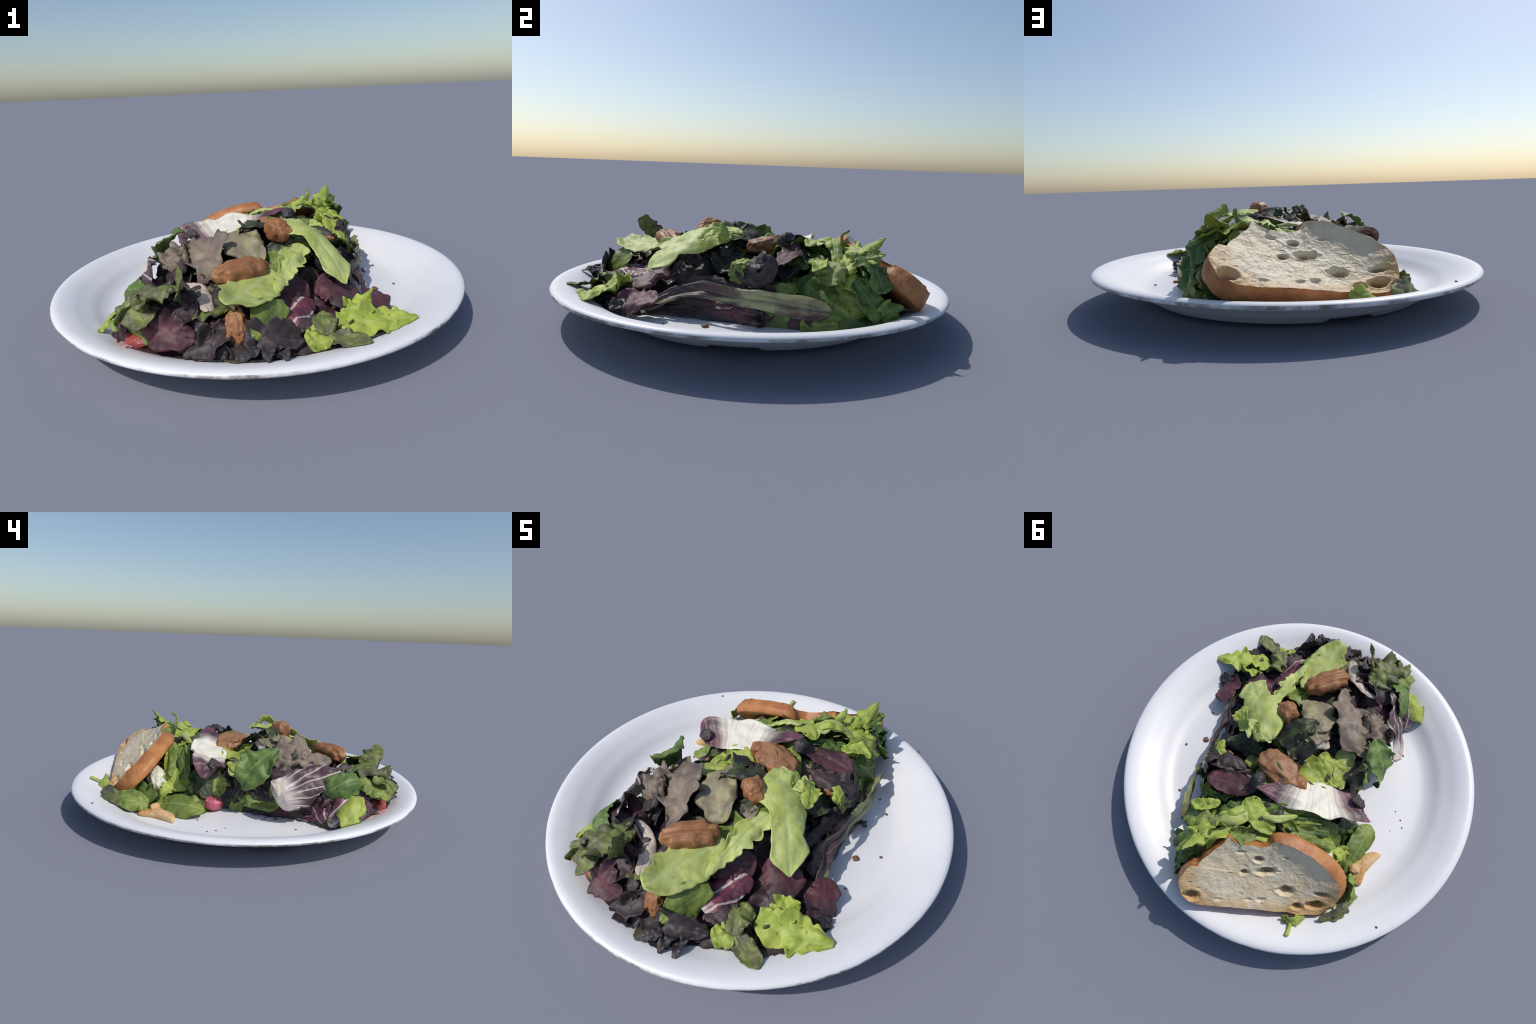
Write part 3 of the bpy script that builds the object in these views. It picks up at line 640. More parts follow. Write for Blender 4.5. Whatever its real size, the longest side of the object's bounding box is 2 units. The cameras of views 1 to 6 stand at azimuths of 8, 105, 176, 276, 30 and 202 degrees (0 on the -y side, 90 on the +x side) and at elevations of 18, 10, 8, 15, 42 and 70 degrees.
leaf("radicchio_leaf", "white", [(-0.46, -0.2, 0.28, 0.022), (-0.5, -0.22, 0.25, 0.022), (-0.525, -0.233, 0.21, 0.008)], up=(-0.8, 0, 0.5), cup=-0.5)
# big veined radicchio leaf of the left front and its neighbours
leaf("radicchio_leaf", "rad", [(-0.5, -0.215, 0.185, 0.085), (-0.495, -0.3, 0.235, 0.095), (-0.455, -0.39, 0.27, 0.09), (-0.41, -0.48, 0.295, 0.07), (-0.365, -0.57, 0.315, 0.02)], up=(-0.78, -0.05, 0.62), cup=-0.25, ruffle=0.018, waves=3, crumple=0.012, lobes=2, lobe_depth=0.15)
leaf("radicchio_leaf", "radpink", [(-0.502, -0.469, 0.049, 0.03), (-0.49, -0.453, 0.102, 0.045), (-0.462, -0.429, 0.144, 0.05), (-0.439, -0.411, 0.171, 0.03)], ruffle=0.008, cup=-0.3)
leaf("radicchio_leaf", "radpink", [(-0.518, -0.501, 0.067, 0.03), (-0.517, -0.537, 0.136, 0.05), (-0.479, -0.583, 0.197, 0.055), (-0.404, -0.704, 0.226, 0.03)], ruffle=0.008, cup=-0.3)
leaf("lettuce_leaf", "dark", [(-0.404, -0.333, 0.162, 0.04), (-0.428, -0.387, 0.147, 0.07), (-0.448, -0.407, 0.101, 0.05)], ruffle=0.015)
leaf("lettuce_leaf", "lime", [(-0.41, -0.62, 0.2, 0.03), (-0.47, -0.62, 0.215, 0.05), (-0.53, -0.61, 0.18, 0.075), (-0.575, -0.58, 0.13, 0.08), (-0.6, -0.55, 0.1, 0.03)], up=(-0.7, -0.1, 0.7), cup=-0.5, ruffle=0.01, waves=3, lobes=2, lobe_depth=0.4)
leaf("lettuce_leaf", "spinach", [(-0.445, -0.441, 0.228, 0.03), (-0.455, -0.513, 0.263, 0.06), (-0.427, -0.605, 0.279, 0.06), (-0.283, -0.696, 0.271, 0.04)], ruffle=0.02, waves=4, cup=-0.2)
leaf("radicchio_leaf", "dark", [(-0.307, 0.025, 0.171, 0.05), (-0.347, -0.064, 0.143, 0.08), (-0.371, -0.158, 0.101, 0.05)], ruffle=0.01)
# frilled lettuce of the front left
leaf("lettuce_leaf", "olive", [(-0.24, -0.56, 0.3, 0.05), (-0.275, -0.63, 0.325, 0.09), (-0.3, -0.69, 0.335, 0.1), (-0.32, -0.745, 0.325, 0.085), (-0.335, -0.785, 0.285, 0.04)], up=(-0.3, -0.45, 0.83), ruffle=0.028, waves=5, lobes=4, lobe_depth=0.3, crumple=0.014)
leaf("lettuce_leaf", "olive", [(-0.38, -0.71, 0.32, 0.03), (-0.37, -0.76, 0.285, 0.055), (-0.33, -0.79, 0.265, 0.055), (-0.27, -0.8, 0.27, 0.03)], up=(-0.3, -0.85, 0.4), ruffle=0.028, waves=4, crumple=0.014)
leaf("lettuce_leaf", "burgundy", [(-0.36, -0.74, 0.24, 0.05), (-0.28, -0.78, 0.22, 0.07), (-0.2, -0.8, 0.2, 0.06), (-0.12, -0.81, 0.18, 0.04)], up=(-0.2, -0.85, 0.5), ruffle=0.02, waves=4)
leaf("lettuce_leaf", "olive", [(-0.21, -0.67, 0.31, 0.05), (-0.19, -0.71, 0.36, 0.06), (-0.175, -0.74, 0.405, 0.045), (-0.165, -0.752, 0.43, 0.03)], up=(-0.75, -0.5, 0.2), ruffle=0.012, waves=3, lobes=2, tip_round=False)
leaf("lettuce_leaf", "green", [(-0.37, -0.6, 0.27, 0.04), (-0.4, -0.68, 0.28, 0.07), (-0.42, -0.75, 0.25, 0.06), (-0.43, -0.79, 0.2, 0.03)], up=(-0.6, -0.4, 0.7), ruffle=0.02, waves=4)
leaf("radicchio_leaf", "white", [(-0.078, -0.722, 0.261, 0.03), (-0.144, -0.586, 0.301, 0.035), (-0.29, -0.512, 0.286, 0.02)], up=(0.4, -0.5, 0.75), cup=-0.4, ruffle=0.006)
leaf("lettuce_leaf", "burgundy", [(-0.288, -0.546, 0.259, 0.05), (-0.221, -0.648, 0.249, 0.08), (-0.172, -0.723, 0.21, 0.06)], ruffle=0.01, cup=0.2)
leaf("lettuce_leaf", "dark", [(-0.077, -0.744, 0.211, 0.06), (-0.159, -0.771, 0.181, 0.07), (-0.195, -0.812, 0.139, 0.05)], ruffle=0.015)
leaf("lettuce_leaf", "black", [(0.004, -0.816, 0.173, 0.06), (-0.078, -0.834, 0.162, 0.07), (-0.16, -0.817, 0.155, 0.05)], ruffle=0.02, waves=4, cup=-0.3)
leaf("lettuce_leaf", "black", [(0.199, -0.713, 0.165, 0.05), (0.166, -0.775, 0.156, 0.08), (0.13, -0.845, 0.14, 0.075), (0.104, -0.896, 0.134, 0.05)], ruffle=0.022, waves=7, lobes=6, lobe_depth=0.6)
leaf("lettuce_leaf", "dark", [(0.231, -0.701, 0.173, 0.03), (0.288, -0.65, 0.182, 0.05), (0.362, -0.605, 0.178, 0.035)], ruffle=0.012, cup=-0.4)
leaf("radicchio_leaf", "radpink", [(0.198, -0.679, 0.184, 0.04), (0.228, -0.595, 0.196, 0.065), (0.259, -0.509, 0.195, 0.06), (0.304, -0.455, 0.197, 0.03)], cup=-0.2, ruffle=0.006)
leaf("lettuce_leaf", "burgundy", [(0.158, -0.526, 0.236, 0.05), (0.213, -0.454, 0.241, 0.07), (0.286, -0.409, 0.21, 0.05)], ruffle=0.008)
leaf("lettuce_leaf", "burgundy", [(0.318, -0.35, 0.245, 0.05), (0.392, -0.379, 0.22, 0.09), (0.456, -0.412, 0.195, 0.095), (0.486, -0.425, 0.169, 0.05)], ruffle=0.01, cup=-0.3)
leaf("lettuce_leaf", "burgundy", [(0.56, -0.26, 0.17, 0.04), (0.585, -0.32, 0.155, 0.07), (0.6, -0.4, 0.13, 0.075), (0.635, -0.45, 0.11, 0.03)], up=(0.6, -0.3, 0.75), ruffle=0.012, waves=3)
leaf("lettuce_leaf", "black", [(0.61, -0.4, 0.12, 0.03), (0.64, -0.44, 0.12, 0.03), (0.66, -0.46, 0.085, 0.015)], up=(0.7, -0.2, 0.6))
# lime lettuce of the front right
leaf("lettuce_leaf", "lime", [(0.4, -0.58, 0.15, 0.05), (0.47, -0.585, 0.165, 0.085), (0.55, -0.57, 0.165, 0.095), (0.63, -0.55, 0.165, 0.07), (0.72, -0.525, 0.17, 0.012)], up=(0.1, -0.25, 0.95), ruffle=0.02, waves=4, lobes=4, lobe_depth=0.3, crumple=0.014, tip_round=False)
leaf("lettuce_leaf", "lime", [(0.42, -0.52, 0.165, 0.04), (0.48, -0.505, 0.19, 0.055), (0.54, -0.495, 0.17, 0.04)], up=(0.1, -0.4, 0.9), ruffle=0.028, waves=4, cup=0.3, crumple=0.014)
leaf("lettuce_leaf", "lime", [(0.29, -0.744, 0.14, 0.03), (0.326, -0.72, 0.153, 0.05), (0.362, -0.683, 0.159, 0.04)], ruffle=0.02, waves=3)
leaf("lettuce_leaf", "olive", [(0.36, -0.68, 0.15, 0.03), (0.43, -0.72, 0.16, 0.045), (0.49, -0.745, 0.165, 0.035), (0.525, -0.76, 0.16, 0.012)], up=(0.1, -0.3, 0.95), ruffle=0.012, waves=3)
leaf("lettuce_leaf", "olive", [(0.36, -0.56, 0.19, 0.04), (0.34, -0.63, 0.18, 0.06), (0.36, -0.7, 0.16, 0.04)], ruffle=0.02, waves=4)
leaf("lettuce_leaf", "black", [(0.12, -0.83, 0.17, 0.03), (0.08, -0.88, 0.17, 0.022), (0.05, -0.905, 0.16, 0.006)], up=(0, -0.3, 0.95), ruffle=0.012, tip_round=False)
leaf("lettuce_leaf", "black", [(0.16, -0.83, 0.165, 0.03), (0.16, -0.88, 0.17, 0.02), (0.165, -0.91, 0.16, 0.005)], up=(0, -0.3, 0.95), ruffle=0.012, tip_round=False)
leaf("lettuce_leaf", "black", [(0.2, -0.82, 0.16, 0.03), (0.215, -0.86, 0.165, 0.02), (0.225, -0.895, 0.158, 0.006)], up=(0, -0.3, 0.95), ruffle=0.012, tip_round=False)
leaf("lettuce_leaf", "dark", [(0.06, -0.8, 0.165, 0.05), (0.14, -0.8, 0.185, 0.065), (0.22, -0.77, 0.18, 0.05), (0.28, -0.74, 0.16, 0.03)], up=(0, -0.5, 0.85), ruffle=0.025, waves=4, lobes=3, crumple=0.014)
leaf("lettuce_leaf", "green", [(-0.43, -0.69, 0.215, 0.012), (-0.38, -0.74, 0.205, 0.022), (-0.33, -0.775, 0.185, 0.02), (-0.31, -0.8, 0.15, 0.01)], up=(-0.4, -0.6, 0.7), ruffle=0.006, cup=-0.3)
leaf("radicchio_leaf", "burgundy", [(-0.47, -0.68, 0.14, 0.03), (-0.44, -0.69, 0.18, 0.04), (-0.4, -0.68, 0.215, 0.035)], up=(-0.5, -0.7, 0.5), ruffle=0.008)
leaf("radicchio_leaf", "burgundy", [(-0.278, -0.684, 0.251, 0.05), (-0.188, -0.683, 0.248, 0.06), (-0.111, -0.671, 0.242, 0.04)], ruffle=0.008, cup=0.2)
# long purple leaf and dark leaves along the right flank
leaf("lettuce_leaf", "stem", [(0.505, 0.5, 0.165, 0.04), (0.52, 0.36, 0.175, 0.045), (0.52, 0.2, 0.185, 0.04), (0.51, 0.05, 0.19, 0.035), (0.497, -0.08, 0.195, 0.035), (0.5, -0.18, 0.175, 0.03), (0.545, -0.29, 0.135, 0.03), (0.61, -0.4, 0.09, 0.012)], up=(0.85, -0.1, 0.45), ruffle=0.024, waves=5, cup=-0.2, crumple=0.012)
leaf("lettuce_leaf", "dark", [(0.448, 0.07, 0.213, 0.02), (0.445, -0.025, 0.221, 0.035), (0.431, -0.127, 0.222, 0.035), (0.413, -0.193, 0.216, 0.02)], cup=-0.5, ruffle=0.008)
leaf("lettuce_leaf", "dark", [(0.503, -0.248, 0.093, 0.04), (0.48, -0.113, 0.111, 0.05), (0.483, 0.075, 0.115, 0.05), (0.489, 0.256, 0.12, 0.04)], ruffle=0.015, waves=4)
leaf("lettuce_leaf", "black", [(0.409, -0.235, 0.192, 0.06), (0.359, -0.179, 0.244, 0.09), (0.278, -0.153, 0.299, 0.08)], ruffle=0.015)
leaf("lettuce_leaf", "darkgreen", [(0.387, -0.049, 0.262, 0.05), (0.351, -0.024, 0.285, 0.08), (0.24, -0.016, 0.313, 0.06)], ruffle=0.025, waves=4)
leaf("lettuce_leaf", "dark", [(0.45, 0.068, 0.312, 0.025), (0.47, 0.121, 0.276, 0.035), (0.475, 0.185, 0.266, 0.035), (0.46, 0.223, 0.319, 0.03), (0.44, 0.224, 0.367, 0.015)], up=(0.8, -0.1, 0.55), ruffle=0.018, waves=4, cup=0.4)
leaf("lettuce_leaf", "dark", [(0.44, 0.128, 0.306, 0.025), (0.44, 0.163, 0.344, 0.035), (0.42, 0.182, 0.386, 0.015)], up=(0.8, -0.2, 0.5), ruffle=0.012, cup=-0.4)
leaf("lettuce_leaf", "green", [(0.46, 0.062, 0.322, 0.025), (0.47, 0.075, 0.281, 0.035), (0.475, 0.096, 0.24, 0.025)], up=(0.9, -0.1, 0.3), ruffle=0.012)
leaf("lettuce_leaf", "dark", [(0.5, 0.2, 0.08, 0.02), (0.54, 0.19, 0.1, 0.025), (0.57, 0.175, 0.09, 0.012)], up=(0.6, 0.1, 0.7), ruffle=0.015)
leaf("lettuce_leaf", "dark", [(0.494, -0.272, 0.134, 0.03), (0.47, -0.186, 0.155, 0.05), (0.472, -0.07, 0.15, 0.05), (0.481, 0.065, 0.14, 0.03)], ruffle=0.015, waves=4)
leaf("lettuce_leaf", "burgundy", [(0.48, -0.066, 0.125, 0.04), (0.482, 0.047, 0.121, 0.05), (0.492, 0.142, 0.108, 0.04), (0.494, 0.215, 0.09, 0.02)], ruffle=0.012, waves=4)
leaf("lettuce_leaf", "dark", [(0.462, 0.138, 0.206, 0.04), (0.477, 0.206, 0.199, 0.05), (0.482, 0.261, 0.171, 0.04)], ruffle=0.015, waves=4)
leaf("lettuce_leaf", "green", [(0.471, 0.203, 0.215, 0.02), (0.475, 0.275, 0.215, 0.045), (0.45, 0.319, 0.248, 0.015)], ruffle=0.01, tip_round=False)
leaf("lettuce_leaf", "olive", [(0.478, 0.189, 0.18, 0.03), (0.48, 0.242, 0.199, 0.035), (0.477, 0.294, 0.191, 0.02)], ruffle=0.01, cup=-0.5)
leaf("lettuce_leaf", "green", [(0.484, 0.369, 0.089, 0.03), (0.474, 0.452, 0.087, 0.05), (0.458, 0.532, 0.101, 0.04)], ruffle=0.02, waves=5)
leaf("lettuce_leaf", "dark", [(0.492, 0.16, 0.092, 0.03), (0.493, 0.188, 0.069, 0.04), (0.494, 0.216, 0.064, 0.03)], ruffle=0.02)
# rear greens behind the bread
leaf("lettuce_leaf", "spinach", [(0.411, 0.363, 0.235, 0.05), (0.418, 0.408, 0.224, 0.075), (0.442, 0.483, 0.177, 0.06), (0.449, 0.546, 0.126, 0.03)], ruffle=0.015, waves=3, cup=-0.2)
leaf("lettuce_leaf", "green", [(0.365, 0.458, 0.252, 0.04), (0.423, 0.554, 0.206, 0.07), (0.404, 0.637, 0.175, 0.07), (0.301, 0.724, 0.149, 0.045)], ruffle=0.018, waves=3, cup=-0.2)
leaf("lettuce_leaf", "lime", [(0.333, 0.407, 0.293, 0.04), (0.36, 0.506, 0.304, 0.055), (0.357, 0.608, 0.287, 0.05), (-0.437, 0.641, 0.092, 0.03)], ruffle=0.018, waves=3, cup=-0.3)
leaf("lettuce_leaf", "pale", [(0.33, 0.491, 0.339, 0.02), (0.24, 0.466, 0.42, 0.035), (0.172, 0.418, 0.417, 0.045), (0.133, 0.335, 0.389, 0.03)], cup=-0.3, ruffle=0.01)
leaf("lettuce_leaf", "lime", [(0.411, 0.669, 0.37, 0.02), (0.346, 0.607, 0.39, 0.04), (0.266, 0.551, 0.4, 0.045), (0.169, 0.501, 0.4, 0.03)], up=(0.2, -0.2, 0.95), cup=-0.3, ruffle=0.012, lobes=3)
leaf("lettuce_leaf", "green", [(0.469, 0.484, 0.27, 0.05), (0.389, 0.484, 0.32, 0.065), (0.355, 0.431, 0.34, 0.05)], up=(0.6, -0.1, 0.8), ruffle=0.02)
leaf("lettuce_leaf", "lime", [(0.458, 0.415, 0.32, 0.015), (0.39, 0.425, 0.33, 0.035), (0.308, 0.377, 0.345, 0.025)], up=(0.3, -0.1, 0.95), cup=0.4, ruffle=0.01)
leaf("lettuce_leaf", "lime", [(-0.009, 0.439, 0.353, 0.03), (0.077, 0.404, 0.383, 0.06), (0.138, 0.356, 0.401, 0.06), (0.183, 0.321, 0.384, 0.03)], ruffle=0.015, waves=3)
leaf("lettuce_leaf", "green", [(0.194, 0.511, 0.405, 0.03), (0.131, 0.493, 0.366, 0.045), (0.074, 0.454, 0.351, 0.04), (0.061, 0.409, 0.369, 0.02)], cup=0.5, ruffle=0.015)
leaf("lettuce_leaf", "green", [(0.024, 0.35, 0.368, 0.04), (-0.079, 0.31, 0.36, 0.055), (-0.188, 0.28, 0.338, 0.05), (-0.271, 0.252, 0.29, 0.03)], ruffle=0.018, waves=4)
leaf("lettuce_leaf", "lime", [(-0.026, 0.285, 0.365, 0.03), (-0.096, 0.272, 0.355, 0.04), (-0.187, 0.277, 0.328, 0.02)], ruffle=0.012, cup=-0.3)
leaf("lettuce_leaf", "spinach", [(0.001, 0.414, 0.357, 0.04), (-0.127, 0.359, 0.324, 0.06), (-0.249, 0.322, 0.291, 0.05), (-0.327, 0.302, 0.197, 0.03)], ruffle=0.02, waves=4)
leaf("lettuce_leaf", "green", [(-0.091, 0.426, 0.361, 0.02), (-0.189, 0.408, 0.309, 0.035), (-0.333, 0.374, 0.22, 0.015)], cup=-0.3, ruffle=0.008)
leaf("lettuce_leaf", "darkgreen", [(0.136, 0.364, 0.382, 0.05), (0.057, 0.34, 0.37, 0.06), (-0.023, 0.317, 0.367, 0.04)], ruffle=0.02, waves=4)
leaf("lettuce_leaf", "lime", [(0.3, 0.52, 0.385, 0.03), (0.33, 0.6, 0.415, 0.045), (0.355, 0.66, 0.445, 0.03), (0.36, 0.695, 0.47, 0.006)], up=(0.5, -0.3, 0.8), cup=-0.4, ruffle=0.008, lobes=2, lobe_depth=0.4)
leaf("lettuce_leaf", "green", [(0.36, 0.6, 0.37, 0.03), (0.39, 0.66, 0.395, 0.035), (0.4, 0.7, 0.405, 0.01)], up=(0.6, -0.2, 0.7), cup=-0.3)
leaf("lettuce_leaf", "green", [(0.22, 0.5, 0.4, 0.016), (0.245, 0.5, 0.43, 0.012), (0.255, 0.505, 0.46, 0.009), (0.25, 0.53, 0.478, 0.008)], up=(0, -1, 0.2), ruffle=0.002, thick=0.012)
leaf("spinach_leaf", "spinach", [(0.43, 0.58, 0.29, 0.04), (0.445, 0.63, 0.24, 0.055), (0.445, 0.68, 0.18, 0.055), (0.43, 0.72, 0.12, 0.04)], up=(0.8, 0.45, 0.3), ruffle=0.022, waves=4)
leaf("lettuce_leaf", "green", [(0.44, 0.7, 0.21, 0.03), (0.43, 0.74, 0.17, 0.04), (0.4, 0.765, 0.12, 0.03)], up=(0.6, 0.75, 0.2), ruffle=0.02, waves=4)
leaf("spinach_leaf", "spinach", [(0.35, 0.58, 0.4, 0.04), (0.385, 0.635, 0.36, 0.06), (0.405, 0.67, 0.3, 0.05), (0.41, 0.69, 0.24, 0.03)], up=(0.5, 0.75, 0.4), ruffle=0.022, waves=4)
# greens under and beside the bread
leaf("lettuce_leaf", "green", [(-0.48, 0.155, 0.085, 0.035), (-0.475, 0.22, 0.1, 0.07), (-0.455, 0.31, 0.11, 0.07), (-0.44, 0.39, 0.095, 0.05), (-0.43, 0.46, 0.075, 0.02)], up=(-0.5, 0, 0.85), cup=-0.2, ruffle=0.01, waves=3)
leaf("lettuce_leaf", "lime", [(-0.39, 0.43, 0.09, 0.03), (-0.38, 0.4, 0.13, 0.045), (-0.34, 0.36, 0.17, 0.04)], up=(-0.7, 0.2, 0.6), ruffle=0.02, waves=4, cup=0.3)
leaf("lettuce_leaf", "green", [(-0.46, 0.46, 0.09, 0.04), (-0.475, 0.54, 0.11, 0.055), (-0.48, 0.62, 0.11, 0.03)], up=(-0.7, 0.1, 0.6), ruffle=0.02, waves=3)
leaf("lettuce_leaf", "olive", [(-0.5, 0.6, 0.13, 0.03), (-0.45, 0.69, 0.14, 0.045), (-0.37, 0.75, 0.13, 0.03)], up=(-0.5, 0.6, 0.6), ruffle=0.018, waves=4)
leaf("lettuce_leaf", "lime", [(-0.3, 0.76, 0.12, 0.02), (-0.24, 0.8, 0.14, 0.035), (-0.18, 0.8, 0.13, 0.02)], up=(-0.2, 0.6, 0.75), ruffle=0.018, waves=4)
leaf("lettuce_leaf", "lime", [(-0.235, 0.8, 0.135, 0.01), (-0.24, 0.84, 0.148, 0.009), (-0.238, 0.88, 0.157, 0.011)], up=(0, 0, 1), ruffle=0.002, thick=0.012)
leaf("lettuce_leaf", "darkgreen", [(-0.355, 0.246, 0.17, 0.06), (-0.327, 0.16, 0.187, 0.08), (-0.288, 0.075, 0.201, 0.06)], ruffle=0.02)
leaf("lettuce_leaf", "lime", [(0.106, 0.462, 0.343, 0.04), (-0.137, 0.387, 0.307, 0.06), (-0.284, 0.376, 0.217, 0.06), (-0.328, 0.345, 0.174, 0.03)], ruffle=0.02, waves=4)
leaf("lettuce_leaf", "green", [(0.116, 0.369, 0.379, 0.05), (-0.11, 0.315, 0.325, 0.07), (-0.249, 0.29, 0.271, 0.06)], ruffle=0.02, waves=4)
leaf("lettuce_leaf", "green", [(-0.293, 0.121, 0.227, 0.05), (-0.318, 0.124, 0.168, 0.07), (-0.318, 0.087, 0.132, 0.04)], ruffle=0.02, waves=3)
leaf("lettuce_leaf", "lime", [(0.278, 0.451, 0.4, 0.015), (0.211, 0.424, 0.44, 0.022), (0.15, 0.38, 0.418, 0.015)], ruffle=0.008, cup=-0.5)
leaf("lettuce_leaf", "pale", [(0.067, 0.389, 0.395, 0.012), (-0.015, 0.374, 0.395, 0.02), (-0.097, 0.319, 0.361, 0.012)], ruffle=0.008, cup=-0.5)
leaf("lettuce_leaf", "lime", [(0.42, 0.572, 0.32, 0.02), (0.349, 0.526, 0.36, 0.04), (0.27, 0.515, 0.37, 0.02)], up=(0.5, -0.1, 0.8), ruffle=0.02, waves=4)
leaf("lettuce_leaf", "spinach", [(0.415, 0.72, 0.25, 0.035), (0.383, 0.661, 0.31, 0.05), (0.319, 0.617, 0.35, 0.04)], up=(0.75, 0.2, 0.6), ruffle=0.02, waves=4)
leaf("lettuce_leaf", "lime", [(0.271, 0.637, 0.32, 0.012), (0.272, 0.602, 0.36, 0.018), (0.248, 0.558, 0.397, 0.015)], ruffle=0.006, cup=-0.5)
leaf("lettuce_leaf", "green", [(-0.149, 0.34, 0.338, 0.03), (-0.227, 0.266, 0.341, 0.04), (-0.289, 0.217, 0.298, 0.02)], ruffle=0.015, waves=4, cup=-0.3)
leaf("lettuce_leaf", "dark", [(-0.332, -0.016, 0.154, 0.03), (-0.357, -0.093, 0.12, 0.05), (-0.378, -0.186, 0.087, 0.05)], ruffle=0.012)
leaf("lettuce_leaf", "burgundy", [(-0.364, -0.113, 0.077, 0.03), (-0.377, -0.178, 0.067, 0.04), (-0.404, -0.286, 0.067, 0.03)], ruffle=0.012)
leaf("radicchio_leaf", "burgundy", [(-0.406, -0.302, 0.106, 0.03), (-0.413, -0.351, 0.158, 0.06), (-0.426, -0.401, 0.193, 0.05)], ruffle=0.008)
leaf("radicchio_leaf", "radpink", [(-0.416, -0.331, 0.065, 0.015), (-0.439, -0.391, 0.078, 0.025), (-0.465, -0.425, 0.081, 0.015)], cup=-0.5)
# nuts, tomato, radish, cheese
lump("pecan", "pecan", (.005, -.490, .335), (.132, .062, .052), axis=(.21, .17, .005), up=(-.1, -.2, 1), groove=.22, bumps=.08, seed=2)
lump("hazelnut", "pecan", (.142, -.196, .432), (.062, .050, .050), axis=(.5, -.5, -.1), bumps=.22, freq=1.6, seed=7)
lump("walnut", "walnut", (.075, .105, .355), (.125, .082, .045), axis=(-.85, .35, -.05), up=(0, -.2, 1), bumps=.17, freq=2.0, seed=5, wrinkle=.06)
lump("walnut", "pecan", (-.045, .145, .345), (.045, .040, .034), axis=(1, .3, 0), bumps=.14, seed=9, wrinkle=.05)
lump("pecan", "pecan", (.030, -.762, .215), (.066, .042, .034), axis=(-.1, .35, .75), up=(-.2, -.9, .4), groove=.08, bumps=.18, freq=3, seed=11)
lump("walnut", "pecan", (.38, .10, .30), (.026, .02, .018), bumps=.2, seed=13)
lump("tomato_piece", "tomato", (-.36, -.745, .148), (.058, .042, .03), axis=(.8, -.4, 0), bumps=.12, seed=17)
lump("tomato_piece", "tomato", (-.25, -.795, .145), (.04, .025, .014), axis=(1, -.2, 0), bumps=.15, seed=19)
lump("radish_piece", "radish", (-.36, .135, .095), (.055, .05, .035), axis=(.2, 1, .2), bumps=.08, seed=23)
lump("onion_piece", "onion", (-.44, -.72, .115), (.09, .05, .012), axis=(.7, -.6, .2), bumps=.12, seed=29)
lump("goat_cheese", "cheese", (-.275, .46, .17), (.10, .05, .05), axis=(.6, .5, .5), bumps=.2, seed=31, wrinkle=.1)
lump("bread_cube", "scrap", (-.47, .42, .085), (.03, .025, .022), bumps=.1, seed=37)

# smaller torn leaves that fill the gaps, coloured by where they lie
rng = random.Random(11)
made = 0
while made < 150:
    x = rng.uniform(-.56, .64); y = rng.uniform(-.86, .74)
    X = np.array([x]); Y = np.array([y])
    d = foot_distance(X, Y)[0]
    if d < .012 or (y > .52 and x < .3): continue
    nrm = heap_normal(X, Y, .04)[0]
    p = np.array([x, y, heap_z(X, Y)[0]]) + nrm * rng.uniform(-.044, -.012)
    a = rng.uniform(0, 6.28)
    t = np.array([math.cos(a), math.sin(a), 0]); t = unit(t - nrm * (t @ nrm))
    ln = rng.uniform(.07, .14); w = rng.uniform(.04, .075)
    bend = rng.uniform(-.02, .03)
    if y > .28: mat = rng.choice(['green', 'lime', 'green', 'spinach', 'darkgreen', 'spinach'])
    elif x > .36 and y > -.45: mat = rng.choice(['dark', 'black', 'dark', 'burgundy', 'darkgreen'])
    elif y < -.45 and x > .25: mat = rng.choice(['lime', 'olive', 'burgundy', 'dark'])
    elif y < -.45: mat = rng.choice(['black', 'dark', 'burgundy', 'olive', 'dark'])
    elif x < -.2: mat = rng.choice(['dark', 'green', 'spinach', 'burgundy', 'darkgreen'])
    else: mat = rng.choice(['dark', 'darkgreen', 'green', 'brown', 'black'])
    sp = [tuple(p - t * ln) + (w * .5,), tuple(p + nrm * bend) + (w,), tuple(p + t * ln) + (w * .45,)]
    leaf("torn_leaf", mat, sp, up=tuple(nrm), ruffle=rng.uniform(.010, .026), waves=rng.uniform(2, 5), cup=rng.uniform(-.5, .4),
         lobes=rng.choice([0, 0, 2, 3]), lobe_depth=.3, crumple=.008, n=34, m=18)
    made += 1

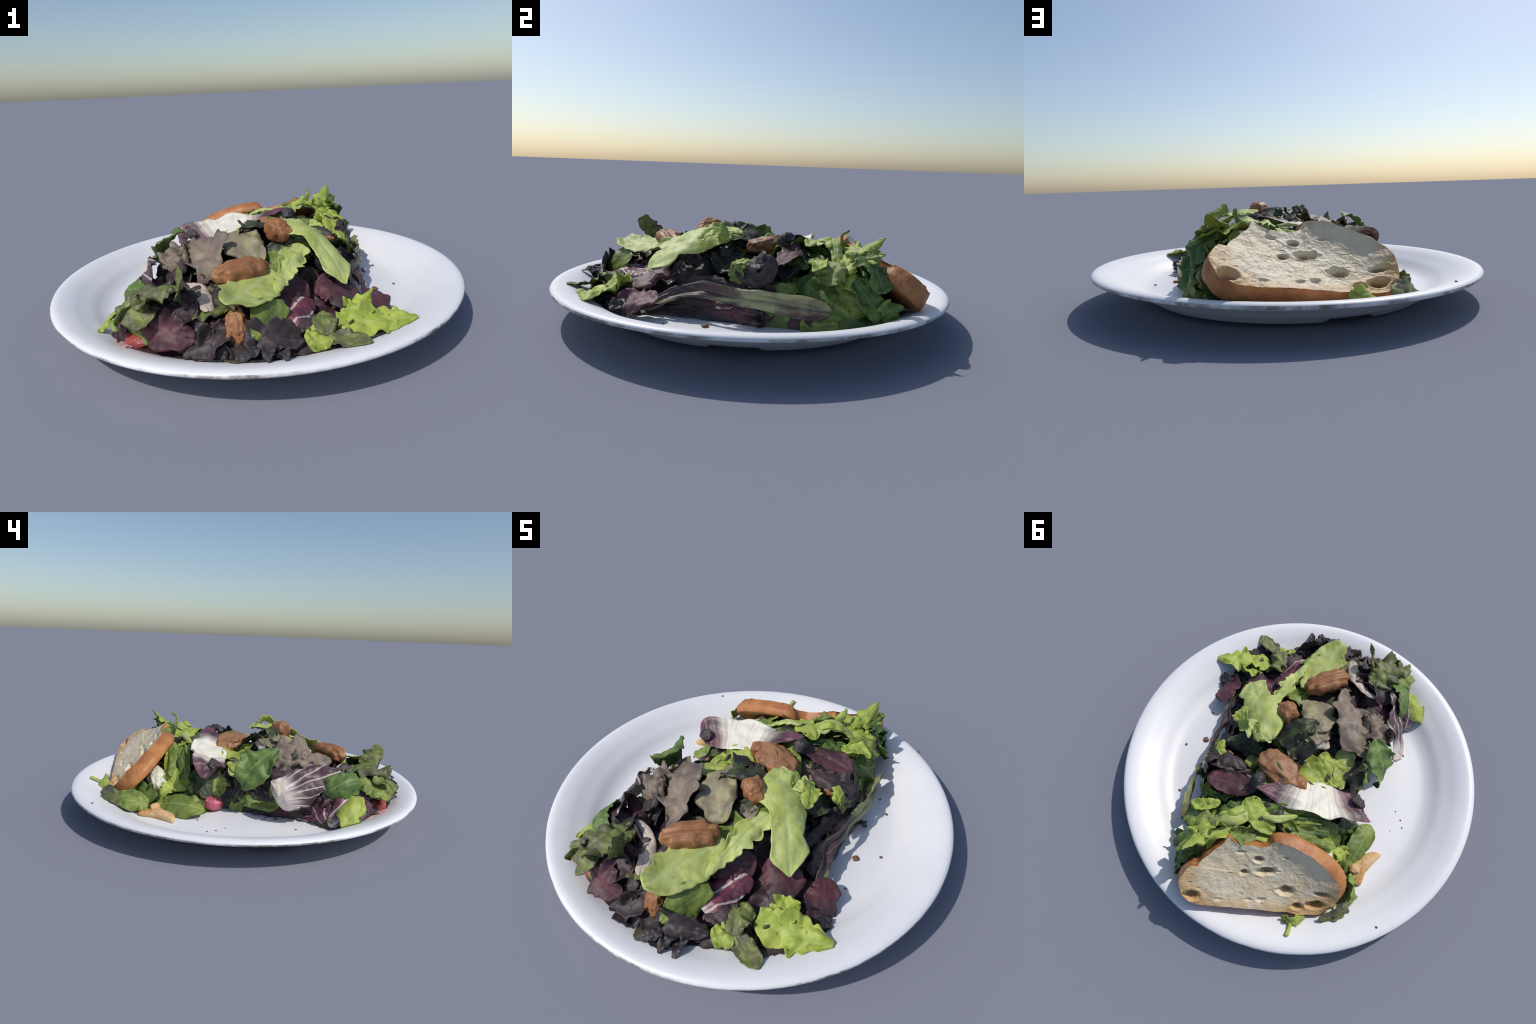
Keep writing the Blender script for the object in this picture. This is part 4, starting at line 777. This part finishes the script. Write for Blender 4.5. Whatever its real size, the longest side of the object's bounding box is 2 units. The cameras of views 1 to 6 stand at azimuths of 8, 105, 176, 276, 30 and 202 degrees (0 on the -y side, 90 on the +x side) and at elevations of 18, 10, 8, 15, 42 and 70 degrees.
# a broken piece of crust and loose crumbs on the plate
def build_scrap():
    root = empty("bread_scrap", "small torn wedge of pale bread crust", "bread")
    a = [(-0.456, 0.451), (-0.495, 0.491), (-0.529, 0.49), (-0.537, 0.414), (-0.569, 0.34), (-0.589, 0.29), (-0.526, 0.3), (-0.481, 0.356), (-0.435, 0.42)]
    c = np.mean(a, 0); n = 64
    O = catmull(np.array([(x, y, 0) for x, y in a + a[:1]]), n + 1)[:-1, :2]
    V = []; k = 10
    for h, q in ((0, .98), (.010, 1.0), (.018, .97), (.024, .85), (.030, .6), (.034, .3)):
        p = c + (O - c) * q
        z = plate_z(p[:, 0], p[:, 1]) + .002 + h + .006 * fbm(np.column_stack([p * 20, np.full(n, h)]), 3) * (h > 0)
        V.append(np.column_stack([p, z]))
    V = np.vstack(V + [[[c[0], c[1], .094]]])
    F = grid_faces(6, n, True) + [(len(V) - 1, 5 * n + j, 5 * n + (j + 1) % n) for j in range(n)]
    link("torn_crust", V, F, MAT['scrap'], root)
build_scrap()

def build_crumbs():
    rng = random.Random(5)
    spots = [(.60, -.02, .018), (.62, .33, .009), (.70, .05, .008), (.63, -.20, .006), (-.60, .02, .004), (-.64, .06, .005), (-.66, .10, .005),
             (-.60, .14, .003), (-.52, .18, .006), (-.53, .42, .006), (-.66, .68, .007), (-.42, -.16, .008), (-.43, -.22, .014), (-.55, -.33, .006), (.55, .42, .008)]
    V, F = [], []
    for x, y, r in spots:
        o = len(V); z = float(plate_z(x, y))
        for i in range(1, 5):
            for j in range(8):
                a, b = math.pi * i / 5, 2 * math.pi * j / 8
                q = r * rng.uniform(.75, 1.15)
                V.append((x + q * math.sin(a) * math.cos(b), y + q * math.sin(a) * math.sin(b), z + r * .25 + .5 * q * math.cos(a)))
        F += grid_faces(4, 8, True, off=o)
        F += [tuple(o + j for j in range(8))[::-1], tuple(o + 24 + j for j in range(8))]
    ob = link("crumbs", V, F, MAT['bit'], SALAD); ob["kind"] = "stuff"
build_crumbs()
